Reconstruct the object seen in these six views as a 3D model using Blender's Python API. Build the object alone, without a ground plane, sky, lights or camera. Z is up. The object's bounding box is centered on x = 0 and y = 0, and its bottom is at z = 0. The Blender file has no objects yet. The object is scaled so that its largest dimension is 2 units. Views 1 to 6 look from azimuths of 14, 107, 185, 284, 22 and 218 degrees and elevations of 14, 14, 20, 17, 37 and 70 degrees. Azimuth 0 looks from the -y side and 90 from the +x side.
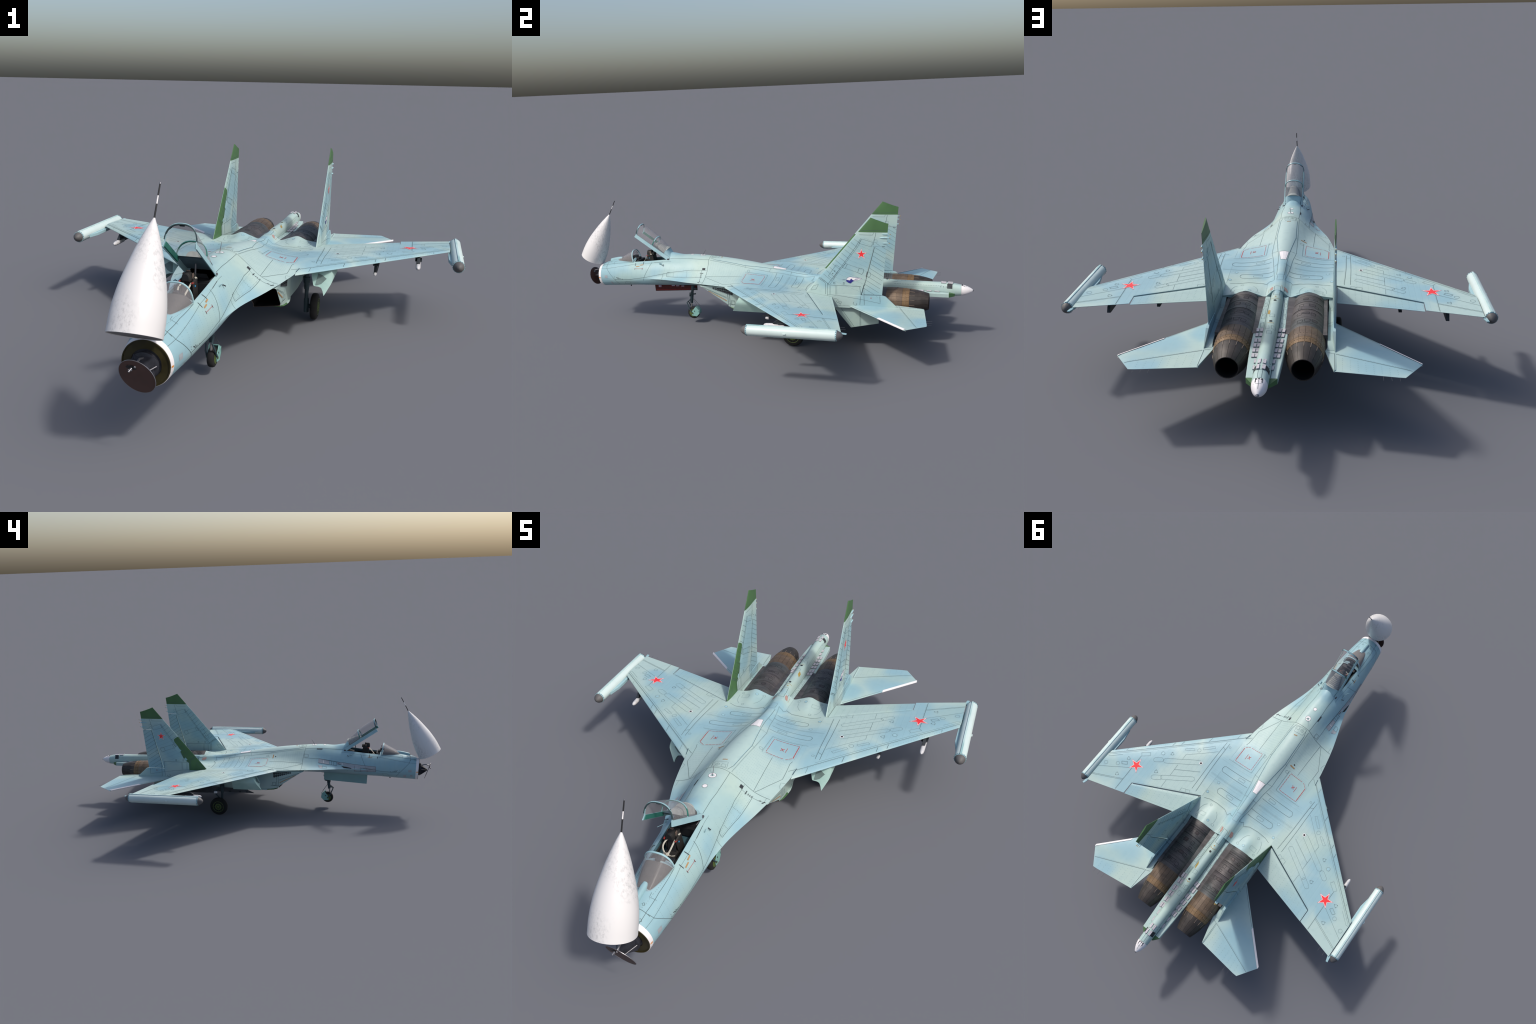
import bpy, bmesh, math, random
from mathutils import Vector, Matrix
from mathutils.bvhtree import BVHTree

random.seed(27)
V = Vector

# ------------------------------------------------------------------ helpers
def pchip(xs, ys):
    """monotone cubic interpolation, returns f(x)"""
    n = len(xs)
    h = [xs[i + 1] - xs[i] for i in range(n - 1)]
    d = [(ys[i + 1] - ys[i]) / h[i] for i in range(n - 1)]
    m = [0.0] * n
    if n == 2:
        m = [d[0], d[0]]
    else:
        m[0], m[-1] = d[0], d[-1]
        for i in range(1, n - 1):
            if d[i - 1] * d[i] > 0:
                w1, w2 = 2 * h[i] + h[i - 1], h[i] + 2 * h[i - 1]
                m[i] = (w1 + w2) / (w1 / d[i - 1] + w2 / d[i])
    def f(x):
        x = min(max(x, xs[0]), xs[-1])
        i = 0
        while i < n - 2 and x > xs[i + 1]:
            i += 1
        t = (x - xs[i]) / h[i]
        a, b = 2 * t**3 - 3 * t**2 + 1, t**3 - 2 * t**2 + t
        c, e = -2 * t**3 + 3 * t**2, t**3 - t**2
        return a * ys[i] + b * h[i] * m[i] + c * ys[i + 1] + e * h[i] * m[i + 1]
    return f

def lerp(a, b, t):
    return a + (b - a) * t

def catmull(pts, sub):
    """smooth open polyline through 2D/3D points"""
    out = []
    n = len(pts)
    for i in range(n - 1):
        p1, p2 = pts[i], pts[i + 1]
        p0 = pts[i - 1] if i > 0 else p1 * 2 - p2
        p3 = pts[i + 2] if i + 2 < n else p2 * 2 - p1
        for k in range(sub):
            t = k / sub
            out.append(0.5 * ((2 * p1) + (p2 - p0) * t + (2 * p0 - 5 * p1 + 4 * p2 - p3) * t * t
                              + (3 * p1 - p0 - 3 * p2 + p3) * t**3))
    out.append(pts[-1].copy())
    return out

def link(ob, parent):
    bpy.context.scene.collection.objects.link(ob)
    ob.parent = parent
    return ob

def make(name, verts, faces, mat, parent, smooth=35, recalc=True, weld=True):
    me = bpy.data.meshes.new(name)
    me.from_pydata([tuple(v) for v in verts], [], faces)
    bm = bmesh.new()
    bm.from_mesh(me)
    if weld:
        bmesh.ops.remove_doubles(bm, verts=bm.verts, dist=1e-6)
    if recalc:
        bmesh.ops.recalc_face_normals(bm, faces=bm.faces)
    bm.to_mesh(me)
    bm.free()
    mats = mat if isinstance(mat, (list, tuple)) else [mat]
    for m in mats:
        me.materials.append(m)
    if smooth:
        for p in me.polygons:
            p.use_smooth = True
        me.set_sharp_from_angle(angle=math.radians(smooth))
    return link(bpy.data.objects.new(name, me), parent)

class Geo:
    """collects several primitive solids into one mesh"""
    def __init__(self):
        self.v, self.f = [], []
    def add(self, verts, faces):
        o = len(self.v)
        self.v += [V(p) for p in verts]
        self.f += [tuple(i + o for i in f) for f in faces]
        return self
    def grid(self, rows, closed=False, cap=False):
        n = len(rows[0])
        fs = []
        for i in range(len(rows) - 1):
            for j in range(n if closed else n - 1):
                k = (j + 1) % n
                fs.append((i * n + j, i * n + k, (i + 1) * n + k, (i + 1) * n + j))
        if cap:
            fs.append(tuple(range(n)))
            fs.append(tuple((len(rows) - 1) * n + j for j in range(n)))
        return self.add([p for r in rows for p in r], fs)
    def box(self, c, s, rot=None):
        c = V(c)
        vs = []
        for x in (-.5, .5):
            for y in (-.5, .5):
                for z in (-.5, .5):
                    p = V((x * s[0], y * s[1], z * s[2]))
                    vs.append(c + (rot @ p if rot else p))
        return self.add(vs, [(0, 1, 3, 2), (4, 6, 7, 5), (0, 4, 5, 1), (2, 3, 7, 6), (0, 2, 6, 4), (1, 5, 7, 3)])
    def rev(self, o, axis, prof, seg=24, cap=True):
        """solid of revolution: prof = [(distance along axis, radius)]"""
        o, a = V(o), V(axis).normalized()
        u = a.orthogonal().normalized()
        w = a.cross(u)
        rows = [[o + a * t + (u * math.cos(2 * math.pi * k / seg) + w * math.sin(2 * math.pi * k / seg)) * max(r, 1e-5)
                 for k in range(seg)] for t, r in prof]
        return self.grid(rows, True, cap)
    def rod(self, p, q, r, r2=None, seg=12):
        p, q = V(p), V(q)
        return self.rev(p, q - p, [(0, r), ((q - p).length, r if r2 is None else r2)], seg)
    def tube(self, pts, r, seg=8, flat=None):
        pts = [V(p) for p in pts]
        rows = []
        for i, p in enumerate(pts):
            t = (pts[min(i + 1, len(pts) - 1)] - pts[max(i - 1, 0)]).normalized()
            ref = V((1, 0, 0)) if abs(t.x) < .8 else V((0, 0, 1))
            u = t.cross(ref).normalized()
            w = t.cross(u)
            ru, rw = (r, r) if flat is None else flat
            rows.append([p + u * math.cos(2 * math.pi * k / seg) * ru + w * math.sin(2 * math.pi * k / seg) * rw
                         for k in range(seg)])
        return self.grid(rows, True, True)
    def prism(self, poly, d0, d1, axis='x', shear=None):
        """extrude a 2D polygon; axis x: poly=(y,z); y: poly=(x,z); z: poly=(x,y)"""
        def p3(p, d):
            return {'x': (d, p[0], p[1]), 'y': (p[0], d, p[1]), 'z': (p[0], p[1], d)}[axis]
        n = len(poly)
        vs = [p3(p, d0) for p in poly] + [p3(p, d1) for p in poly]
        fs = [tuple(range(n)), tuple(range(n, 2 * n))] + [(i, (i + 1) % n, n + (i + 1) % n, n + i) for i in range(n)]
        return self.add(vs, fs)
    def mirror(self):
        g = Geo()
        g.v = [V((-p.x, p.y, p.z)) for p in self.v]
        g.f = [tuple(reversed(f)) for f in self.f]
        return g
    def obj(self, name, mat, parent, smooth=35, bevel=0, weld=True):
        ob = make(name, self.v, self.f, mat, parent, smooth, weld=weld)
        if bevel:
            b = ob.modifiers.new('edge', 'BEVEL')
            b.width, b.segments, b.limit_method, b.angle_limit = bevel, 2, 'ANGLE', math.radians(40)
        return ob

# ------------------------------------------------------------------ materials
def new_mat(name):
    m = bpy.data.materials.new(name)
    m.use_nodes = True
    nt = m.node_tree
    b = nt.nodes['Principled BSDF']
    return m, nt, b

def nd(nt, kind, **kw):
    n = nt.nodes.new(kind)
    for k, v in kw.items():
        if k.startswith('i_'):
            n.inputs[k[2:].replace('_', ' ')].default_value = v
        else:
            setattr(n, k, v)
    return n

def math_node(nt, op, a, b=None, clamp=False):
    n = nt.nodes.new('ShaderNodeMath')
    n.operation, n.use_clamp = op, clamp
    for i, x in enumerate((a, b)):
        if x is None:
            continue
        if isinstance(x, (int, float)):
            n.inputs[i].default_value = x
        else:
            nt.links.new(x, n.inputs[i])
    return n.outputs[0]

def mix_col(nt, fac, a, b, mode='MIX'):
    n = nt.nodes.new('ShaderNodeMix')
    n.data_type, n.blend_type = 'RGBA', mode
    for sock, x in ((n.inputs[0], fac), (n.inputs[6], a), (n.inputs[7], b)):
        if isinstance(x, (int, float)):
            sock.default_value = x
        elif isinstance(x, (tuple, list)):
            sock.default_value = (*x, 1) if len(x) == 3 else x
        else:
            nt.links.new(x, sock)
    return n.outputs[2]

def noise(nt, vec, scale, detail=4, rough=.55):
    n = nd(nt, 'ShaderNodeTexNoise')
    n.inputs['Scale'].default_value = scale
    n.inputs['Detail'].default_value = detail
    n.inputs['Roughness'].default_value = rough
    nt.links.new(vec, n.inputs['Vector'])
    return n

def ramp(nt, fac, lo, hi):
    n = nd(nt, 'ShaderNodeMapRange', interpolation_type='SMOOTHSTEP')
    n.inputs['From Min'].default_value, n.inputs['From Max'].default_value = lo, hi
    nt.links.new(fac, n.inputs['Value'])
    return n.outputs[0]

LIGHT = (.348, .464, .445)
BLUE = (.235, .385, .435)
# soft camouflage blotches of the blue tone: centre, radius
BLOTCHES = [
    ((0, -.86, .25), .17), ((0, -.66, .28), .20), ((.02, -.50, .30), .16), ((-.09, -.40, .29), .13),
    ((.085, -.43, .29), .10),
    ((.13, .02, .28), .10), ((.20, .10, .27), .10), ((-.17, .02, .28), .12), ((-.13, .16, .27), .09),
    ((.06, .15, .28), .09), ((-.05, .33, .28), .08), ((.0, .26, .28), .06),
    ((.27, -.03, .27), .09), ((-.27, -.02, .27), .08), ((-.39, .02, .26), .05),
    ((.50, .20, .27), .085), ((.53, .31, .27), .085), ((.52, .42, .26), .09), ((.66, .42, .27), .07),
    ((.41, .09, .26), .06), ((.62, .33, .27), .08), ((.30, .02, .27), .06), ((-.31, .03, .27), .07),
    ((-.46, .20, .27), .09), ((-.49, .32, .27), .10), ((-.44, .42, .26), .09), ((-.57, .36, .27), .06),
    ((.21, .50, .44), .085), ((.21, .43, .37), .065), ((.21, .60, .44), .075), ((.21, .57, .23), .07),
    ((.21, .36, .33), .05),
    ((-.205, .45, .37), .08), ((-.205, .52, .44), .09), ((-.205, .60, .42), .08), ((-.205, .56, .27), .06),
    ((.36, .66, .20), .10), ((.38, .77, .20), .07), ((-.34, .72, .20), .11), ((-.43, .72, .20), .08),
]

def paint_material(name, light, blue, blotch=True, rough=.42):
    m, nt, b = new_mat(name)
    co = nd(nt, 'ShaderNodeTexCoord').outputs['Object']
    wob = noise(nt, co, 7, 3)
    add = nd(nt, 'ShaderNodeVectorMath', operation='MULTIPLY_ADD')
    nt.links.new(wob.outputs['Color'], add.inputs[0])
    add.inputs[1].default_value = (.07, .07, .05)
    off = nd(nt, 'ShaderNodeVectorMath', operation='SUBTRACT')
    nt.links.new(co, off.inputs[0])
    off.inputs[1].default_value = (.035, .035, .025)
    nt.links.new(off.outputs[0], add.inputs[2])
    warped = add.outputs[0]
    mask = None
    if blotch:
        for c, r in BLOTCHES:
            dn = nd(nt, 'ShaderNodeVectorMath', operation='DISTANCE')
            nt.links.new(warped, dn.inputs[0])
            dn.inputs[1].default_value = c
            f = ramp(nt, dn.outputs['Value'], r * 1.32, r * .50)
            mask = f if mask is None else math_node(nt, 'MAXIMUM', mask, f)
        col = mix_col(nt, mask, light, blue)
        # pale yellow-green tint: baked-in shading blended into the paint colour
        big = noise(nt, co, 5, 2)
        haze = ramp(nt, big.outputs['Fac'], .48, .66)
        col = mix_col(nt, math_node(nt, 'MULTIPLY', haze, .40), col, (.36, .46, .385))
    else:
        big = noise(nt, co, 6, 2)
        col = mix_col(nt, ramp(nt, big.outputs['Fac'], .42, .6), light, blue)
    # mottled weathering and faint streaks along the airflow
    fine = noise(nt, co, 38, 6, .65)
    mp = nd(nt, 'ShaderNodeMapping')
    mp.inputs['Scale'].default_value = (70, 7, 40)
    nt.links.new(co, mp.inputs['Vector'])
    streak = noise(nt, mp.outputs[0], 1, 4)
    col = mix_col(nt, math_node(nt, 'MULTIPLY', ramp(nt, fine.outputs['Fac'], .45, .75), .20), col, (.20, .31, .335))
    col = mix_col(nt, math_node(nt, 'MULTIPLY', ramp(nt, streak.outputs['Fac'], .5, .8), .12), col, (.39, .51, .49))
    nt.links.new(col, b.inputs['Base Color'])
    rr = math_node(nt, 'MULTIPLY_ADD', fine.outputs['Fac'], .15)
    rr.node.inputs[2].default_value = rough - .07
    nt.links.new(rr, b.inputs['Roughness'])
    b.inputs['Specular IOR Level'].default_value = .3
    return m

def plain(name, col, rough=.5, metal=0.0, vary=.25, scale=60, dark=None, spec=.35, bump=0.0):
    m, nt, b = new_mat(name)
    co = nd(nt, 'ShaderNodeTexCoord').outputs['Object']
    n = noise(nt, co, scale, 5, .6)
    dark = dark or tuple(c * (1 - vary) for c in col)
    c = mix_col(nt, ramp(nt, n.outputs['Fac'], .35, .7), col, dark)
    nt.links.new(c, b.inputs['Base Color'])
    b.inputs['Roughness'].default_value = rough
    b.inputs['Metallic'].default_value = metal
    b.inputs['Specular IOR Level'].default_value = spec
    if bump:
        bn = nd(nt, 'ShaderNodeBump')
        bn.inputs['Strength'].default_value = bump
        bn.inputs['Distance'].default_value = .002
        nt.links.new(n.outputs['Fac'], bn.inputs['Height'])
        nt.links.new(bn.outputs[0], b.inputs['Normal'])
    return m

M = {}
M['paint'] = paint_material('camouflage_paint', LIGHT, BLUE)
M['pale'] = paint_material('pale_blue_paint', (.29, .45, .485), (.245, .40, .44), blotch=False)
M['pod'] = plain('pod_paint', (.50, .60, .585), .38, vary=.06, scale=12)
M['green'] = plain('green_dielectric_paint', (.058, .135, .052), .5, vary=.15, scale=9)
M['white'] = plain('white_paint', (.70, .675, .68), .45, vary=.05)
M['line'] = plain('panel_gap', (.075, .110, .115), .8, vary=.2, spec=.1)
M['softline'] = plain('soft_panel_gap', (.14, .205, .215), .8, vary=.2, spec=.1)
M['dash'] = plain('rivet_grey', (.105, .15, .155), .8, vary=.2, spec=.1)
M['black'] = plain('black_part', (.012, .013, .015), .6, vary=.3)
M['dark'] = plain('dark_slot', (.03, .035, .04), .7, vary=.3)
M['red'] = plain('red_marking', (.75, .030, .035), .45, vary=.1)
M['softred'] = plain('faded_red_marking', (.38, .055, .055), .6, vary=.2)
M['pink'] = plain('faded_pink_stencil', (.40, .25, .22), .6, vary=.3, scale=200)
M['orange'] = plain('ochre_marking', (.35, .215, .095), .6, vary=.2)
M['gold'] = plain('gold_marking', (.36, .25, .06), .6, vary=.2)
M['navy'] = plain('navy_emblem', (.022, .020, .19), .5, vary=.1)
M['cap'] = plain('grey_dielectric_cap', (.095, .092, .092), .55, vary=.12, scale=30)
M['rubber'] = plain('tyre_rubber', (.012, .012, .012), .85, vary=.3)
M['hub'] = plain('green_wheel_hub', (.080, .115, .030), .5, vary=.4, scale=130)
M['gear'] = plain('gear_steel_blue', (.035, .062, .075), .5, vary=.3, scale=40)
M['chrome'] = plain('oleo_chrome', (.45, .43, .42), .25, metal=.8, vary=.1)
M['fender'] = plain('mudguard_turquoise', (.20, .40, .37), .5, vary=.15)
M['rail'] = plain('launcher_grey', (.085, .088, .10), .5, vary=.3, scale=40)
M['missile'] = plain('launcher_white', (.52, .52, .53), .4, vary=.1)
M['olive'] = plain('olive_bulkhead', (.040, .034, .012), .45, vary=.45, scale=18)
M['radar'] = plain('radar_dark_blue', (.030, .032, .042), .45, vary=.4, scale=80)
M['dish'] = plain('antenna_plate_brown', (.066, .034, .028), .5, vary=.2, scale=25)
M['steel'] = plain('bare_steel', (.22, .22, .24), .35, metal=.6, vary=.2)
M['teal'] = plain('canopy_frame_inside', (.024, .145, .115), .5, vary=.15)
M['frame_dark'] = plain('canopy_frame_dark', (.030, .055, .060), .5, vary=.2)
M['tub'] = plain('cockpit_teal', (.045, .10, .125), .6, vary=.4, scale=30)
M['seat'] = plain('seat_black', (.018, .017, .016), .7, vary=.4, scale=90)
M['belt'] = plain('harness_cream', (.47, .45, .38), .7, vary=.15)
M['cowl'] = plain('dash_cowling', (.110, .106, .102), .9, dark=(.055, .052, .050), scale=420, bump=.4)
M['rib'] = plain('ribbed_cover', (.36, .38, .36), .7, vary=.15)
M['shelf'] = plain('canopy_shelf', (.10, .15, .175), .6, vary=.2)
M['block'] = plain('flare_block', (.52, .50, .53), .45, dark=(.30, .285, .305), scale=420)
M['crimson'] = plain('crimson_well', (.085, .006, .007), .5, vary=.3)
M['inside'] = plain('duct_black', (.006, .006, .007), .9, vary=.2)
M['cyan'] = plain('pale_cyan_painted_glint', (.285, .46, .515), .45, vary=.15, scale=50)
M['plate'] = plain('grey_steel_plate', (.30, .33, .355), .5, vary=.15, scale=30)
M['flapgap'] = plain('flap_gap', (.055, .10, .125), .8, vary=.2)
M['orange_band'] = plain('orange_dot', (.75, .28, .03), .5)
M['nose_door'] = plain('nose_door_paint', (.20, .335, .335), .5, vary=.1, scale=12)
M['brown'] = plain('intake_lip_brown', (.12, .085, .068), .6, vary=.2)

def radome_material():
    m, nt, b = new_mat('radome_white')
    co = nd(nt, 'ShaderNodeTexCoord').outputs['Object']
    mp = nd(nt, 'ShaderNodeMapping')
    mp.inputs['Scale'].default_value = (1, 1, .55)
    nt.links.new(co, mp.inputs['Vector'])
    fine = noise(nt, mp.outputs[0], 150, 6, .7)
    area = noise(nt, mp.outputs[0], 11, 2)
    sep = nd(nt, 'ShaderNodeSeparateXYZ')
    nt.links.new(co, sep.inputs[0])
    low = ramp(nt, sep.outputs['Z'], .60, .47)
    f = math_node(nt, 'MULTIPLY', ramp(nt, fine.outputs['Fac'], .45, .68), ramp(nt, area.outputs['Fac'], .38, .62))
    f = math_node(nt, 'MULTIPLY', f, low)
    c = mix_col(nt, math_node(nt, 'MULTIPLY', f, .62), (.605, .597, .597), (.30, .30, .31))
    nt.links.new(c, b.inputs['Base Color'])
    b.inputs['Roughness'].default_value = .38
    return m
M['radome'] = radome_material()

def heat_material(name, base, tint, seams, amp):
    """heat-stained metal: rings along the engine axis and a blotchy tint"""
    m, nt, b = new_mat(name)
    co = nd(nt, 'ShaderNodeTexCoord').outputs['Object']
    n = noise(nt, co, 26, 6, .65)
    n2 = noise(nt, co, 9, 2)
    mp = nd(nt, 'ShaderNodeMapping')
    mp.inputs['Scale'].default_value = (9, seams, 9)
    nt.links.new(co, mp.inputs['Vector'])
    rings = noise(nt, mp.outputs[0], 1, 3, .7)
    c = mix_col(nt, ramp(nt, rings.outputs['Fac'], .38, .66), base, tint)
    c = mix_col(nt, math_node(nt, 'MULTIPLY', ramp(nt, n.outputs['Fac'], .42, .7), amp), c, tuple(x * .35 for x in base))
    nt.links.new(c, b.inputs['Base Color'])
    b.inputs['Metallic'].default_value = .25
    b.inputs['Roughness'].default_value = .56
    return m, nt, b, n2
M['engine'], nt, b, n2 = heat_material('engine_casing', (.058, .054, .055), (.092, .084, .083), 75, .5)
src = b.inputs['Base Color'].links[0].from_socket
tint = mix_col(nt, math_node(nt, 'MULTIPLY', ramp(nt, n2.outputs['Fac'], .5, .68), .30), src, (.055, .085, .088))
tint = mix_col(nt, math_node(nt, 'MULTIPLY', ramp(nt, n2.outputs['Fac'], .46, .30), .25), tint, (.09, .06, .075))
nt.links.new(tint, b.inputs['Base Color'])
M['nozzle_ring'] = heat_material('nozzle_ring_bronze', (.098, .066, .043), (.150, .103, .066), 26, .5)[0]
M['nozzle_band'] = heat_material('nozzle_band_amber', (.125, .075, .032), (.170, .105, .050), 40, .4)[0]
M['petal'] = heat_material('nozzle_petal', (.032, .026, .022), (.055, .045, .038), 18, .5)[0]
M['petal_edge'] = plain('nozzle_petal_edge', (.22, .17, .13), .4, metal=.3, vary=.4)

def glass_material():
    m, nt, b = new_mat('canopy_glass')
    b.inputs['Base Color'].default_value = (.36, .35, .36, 1)
    b.inputs['Roughness'].default_value = .30
    b.inputs['Specular IOR Level'].default_value = .25
    tr = nd(nt, 'ShaderNodeBsdfTransparent')
    tr.inputs[0].default_value = (.96, .96, .97, 1)
    lw = nd(nt, 'ShaderNodeLayerWeight')
    lw.inputs['Blend'].default_value = .25
    f = math_node(nt, 'MULTIPLY_ADD', lw.outputs['Facing'], .22)
    f.node.inputs[2].default_value = .25
    mx = nd(nt, 'ShaderNodeMixShader')
    nt.links.new(f, mx.inputs[0])
    nt.links.new(tr.outputs[0], mx.inputs[1])
    nt.links.new(b.outputs[0], mx.inputs[2])
    nt.links.new(mx.outputs[0], nt.nodes['Material Output'].inputs[0])
    return m
M['glass'] = glass_material()
# ------------------------------------------------------------------ the thing
root = bpy.data.objects.new('fighter_jet', None)
bpy.context.scene.collection.objects.link(root)
root.location = (-.0012, 0, 0)
root['label'] = 'pale blue twin-tail fighter jet with raised nose cone and open canopy'
root['category'] = 'fighter aircraft'

# ------------------------------------------------------------------ wing surface rules
X_ROOT, X_TIP = .205, .697
def wing_le(x): return -.095 + .946 * (x - .2415)
def wing_te(x): return .397 + .275 * (x - .26)
def thick(f):
    if f < .33:
        return math.sqrt(max(0, 1 - ((.33 - f) / .33) ** 2)) ** 1.15
    return (1 - (f - .33) / .67) ** 1.25
def wing_z(x, y):
    """(upper, lower) height of the wing at plan position"""
    s = (x - .2) / .49
    f = min(max((y - wing_le(x)) / (wing_te(x) - wing_le(x)), 0), 1)
    droop = max(0, .14 - f) / .14 * .0035 * (1 - .5 * s)
    mid = lerp(.2635 + .004 * s, .2555 + .0095 * s, f) - droop
    t = thick(f)
    return mid + lerp(.0160, .0042, s) * t + .0006, mid - lerp(.0100, .0032, s) * t - .0006

# ------------------------------------------------------------------ fuselage
def oval(w, zc, zb, sill):
    """rounded nose section through the sill point"""
    a3 = math.acos(min(.97, sill[0] / w))
    zt = zc + (sill[1] - zc) / math.sin(a3)
    angs = [math.pi / 2 - (math.pi / 2 - a3) * k / 3 for k in range(3)] + [a3 * k for k in (1, .78, .55, .34, .16, 0)]
    top = [(w * math.cos(a), zc + (zt - zc) * math.sin(a)) for a in angs]
    bot = [(w * math.cos(a), zc - (zc - zb) * math.sin(a)) for a in [math.radians(d) for d in (14, 30, 46, 61, 76, 90)]]
    return top + bot

ROOT_SIDE = lambda y: [wing_z(X_ROOT, y)]
def centre(y, top, low):
    zt, zb = wing_z(X_ROOT, y)
    return top + [(X_ROOT, zt - .0004)] + [(X_ROOT, zb + .0004)] + low

FLAT = [(.15, .2445), (.10, .236), (.06, .226), (.03, .2185), (0, .2175)]
STATIONS = [
    (-.887, oval(.0605, .241, .1838, (.0405, .286))),
    (-.845, oval(.0665, .243, .1866, (.041, .301))),
    (-.79,  oval(.0733, .244, .1900, (.041, .3145))),
    (-.735, oval(.0785, .2455, .1940, (.041, .3225))),
    (-.68,  oval(.0832, .247, .1985, (.041, .3275))),
    (-.60, [(0, .3395), (.014, .339), (.028, .3375), (.041, .3345), (.061, .320), (.0755, .300), (.0850, .279), (.0895, .264), (.0915, .254),
            (.0885, .2435), (.078, .2265), (.060, .2140), (.040, .2075), (.020, .2055), (0, .205)]),
    (-.488, [(0, .3735), (.0165, .3700), (.030, .3590), (.042, .3455), (.060, .3290), (.0765, .3070), (.0865, .2870), (.0955, .2690), (.1085, .2575),
             (.1000, .2500), (.082, .2335), (.060, .2190), (.040, .2120), (.020, .2095), (0, .209)]),
    (-.42, [(0, .3640), (.016, .3622), (.030, .3570), (.0425, .3480), (.060, .3310), (.077, .3090), (.091, .2875), (.107, .2690), (.1265, .2590),
            (.1120, .2510), (.087, .2360), (.063, .2220), (.042, .2150), (.020, .2122), (0, .2118)]),
    (-.37, [(0, .3660), (.017, .3645), (.032, .3590), (.045, .3500), (.062, .3325), (.080, .3100), (.098, .2885), (.119, .2700), (.1425, .2600),
            (.1200, .2520), (.090, .2380), (.065, .2245), (.045, .2175), (.020, .2145), (0, .214)]),
    (-.28, [(0, .3625), (.016, .3610), (.030, .3565), (.0435, .3490), (.062, .3325), (.0816, .3135), (.110, .2875), (.138, .2715), (.1685, .2630),
            (.1400, .2555), (.100, .2430), (.070, .2280), (.050, .2195), (.020, .2165), (0, .216)]),
    (-.20, [(0, .3555), (.015, .3540), (.0285, .3500), (.0415, .3425), (.060, .3275), (.083, .3075), (.113, .2885), (.150, .2755), (.1855, .2635),
            (.1600, .2550), (.115, .2425), (.070, .2280), (.050, .2200), (.020, .2160), (0, .2155)]),
    (-.135, [(0, .3490), (.014, .3475), (.027, .3430), (.040, .3355), (.060, .3205), (.085, .3030), (.120, .2875), (.160, .2755), (.1970, .2635),
             (.1750, .2550), (.130, .2425), (.080, .2300), (.050, .2210), (.030, .2175), (0, .217)]),
    (-.06, centre(-.06, [(0, .3385), (.013, .3372), (.0245, .3335), (.036, .3270), (.055, .3130), (.0826, .2990), (.120, .2885), (.158, .2815)], FLAT)),
    (.035, centre(.035, [(0, .3225), (.0115, .3212), (.0215, .3178), (.0315, .3125), (.0508, .3030), (.080, .2910), (.120, .2825), (.165, .2775)], FLAT)),
    (.10, centre(.10, [(0, .3095), (.0095, .3085), (.0185, .3055), (.0275, .3010), (.043, .2935), (.070, .2840), (.110, .2760), (.160, .2715)], FLAT)),
    (.20, centre(.20, [(0, .2945), (.0085, .2930), (.0165, .2875), (.0245, .2790), (.045, .2680), (.080, .2630), (.115, .2615), (.160, .2615)], FLAT)),
    (.26, centre(.26, [(0, .2865), (.010, .2852), (.0185, .2805), (.027, .2725), (.045, .2625), (.078, .2590), (.115, .2590), (.158, .2565)], FLAT)),
    (.32, centre(.32, [(0, .2840), (.012, .2822), (.0205, .2770), (.029, .2690), (.045, .2580), (.077, .2605), (.115, .2675), (.155, .2580)], FLAT)),
    (.366, centre(.366, [(0, .2830), (.012, .2812), (.0205, .2760), (.0285, .2680), (.046, .2560), (.078, .2660), (.115, .2768), (.154, .2630)], FLAT)),
]
ys = [s[0] for s in STATIONS]
ctrl = [[pchip(ys, [s[1][i][c] for s in STATIONS]) for c in (0, 1)] for i in range(15)]
SUB = 5
def body_section(y):
    P = [V((ctrl[i][0](y), ctrl[i][1](y))) for i in range(15)]
    top, bot = P[:9], P[9:]
    ext = [V((-top[1].x, top[1].y))] + top
    up = catmull(ext, SUB)[SUB:]
    lo = catmull(bot + [V((-bot[-2].x, bot[-2].y))], SUB)[:-SUB]
    return up + lo
Y0, Y1 = ys[0], ys[-1]
marks = sorted(set([Y0, -.68, -.488, Y1] + [Y0 + (Y1 - Y0) * k / 130 for k in range(131)]))
marks = [m for i, m in enumerate(marks) if i == 0 or m - marks[i - 1] > 1e-5]
def shear(y, z):
    k = max(0, 1 - (y - Y0) / .05)
    return y - (z - .241) * .055 * k
rows = []
for y in marks:
    half = body_section(y)
    n = len(half)
    pts = [V((p.x, shear(y, p.y), p.y)) for p in half] + [V((-p.x, shear(y, p.y), p.y)) for p in reversed(half[1:-1])]
    rows.append(pts)
n = len(rows[0])
SILL = 3 * SUB
faces = []
for i in range(len(rows) - 1):
    in_pit = marks[i] > -.6801 and marks[i + 1] < -.4879
    for j in range(n):
        k = (j + 1) % n
        if in_pit and (j < SILL or j >= n - SILL):
            continue
        faces.append((i * n + j, i * n + k, (i + 1) * n + k, (i + 1) * n + j))
faces.append(tuple((len(rows) - 1) * n + j for j in range(n)))
fuselage = make('fuselage', [p for r in rows for p in r], faces, M['paint'], root, 42)

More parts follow.
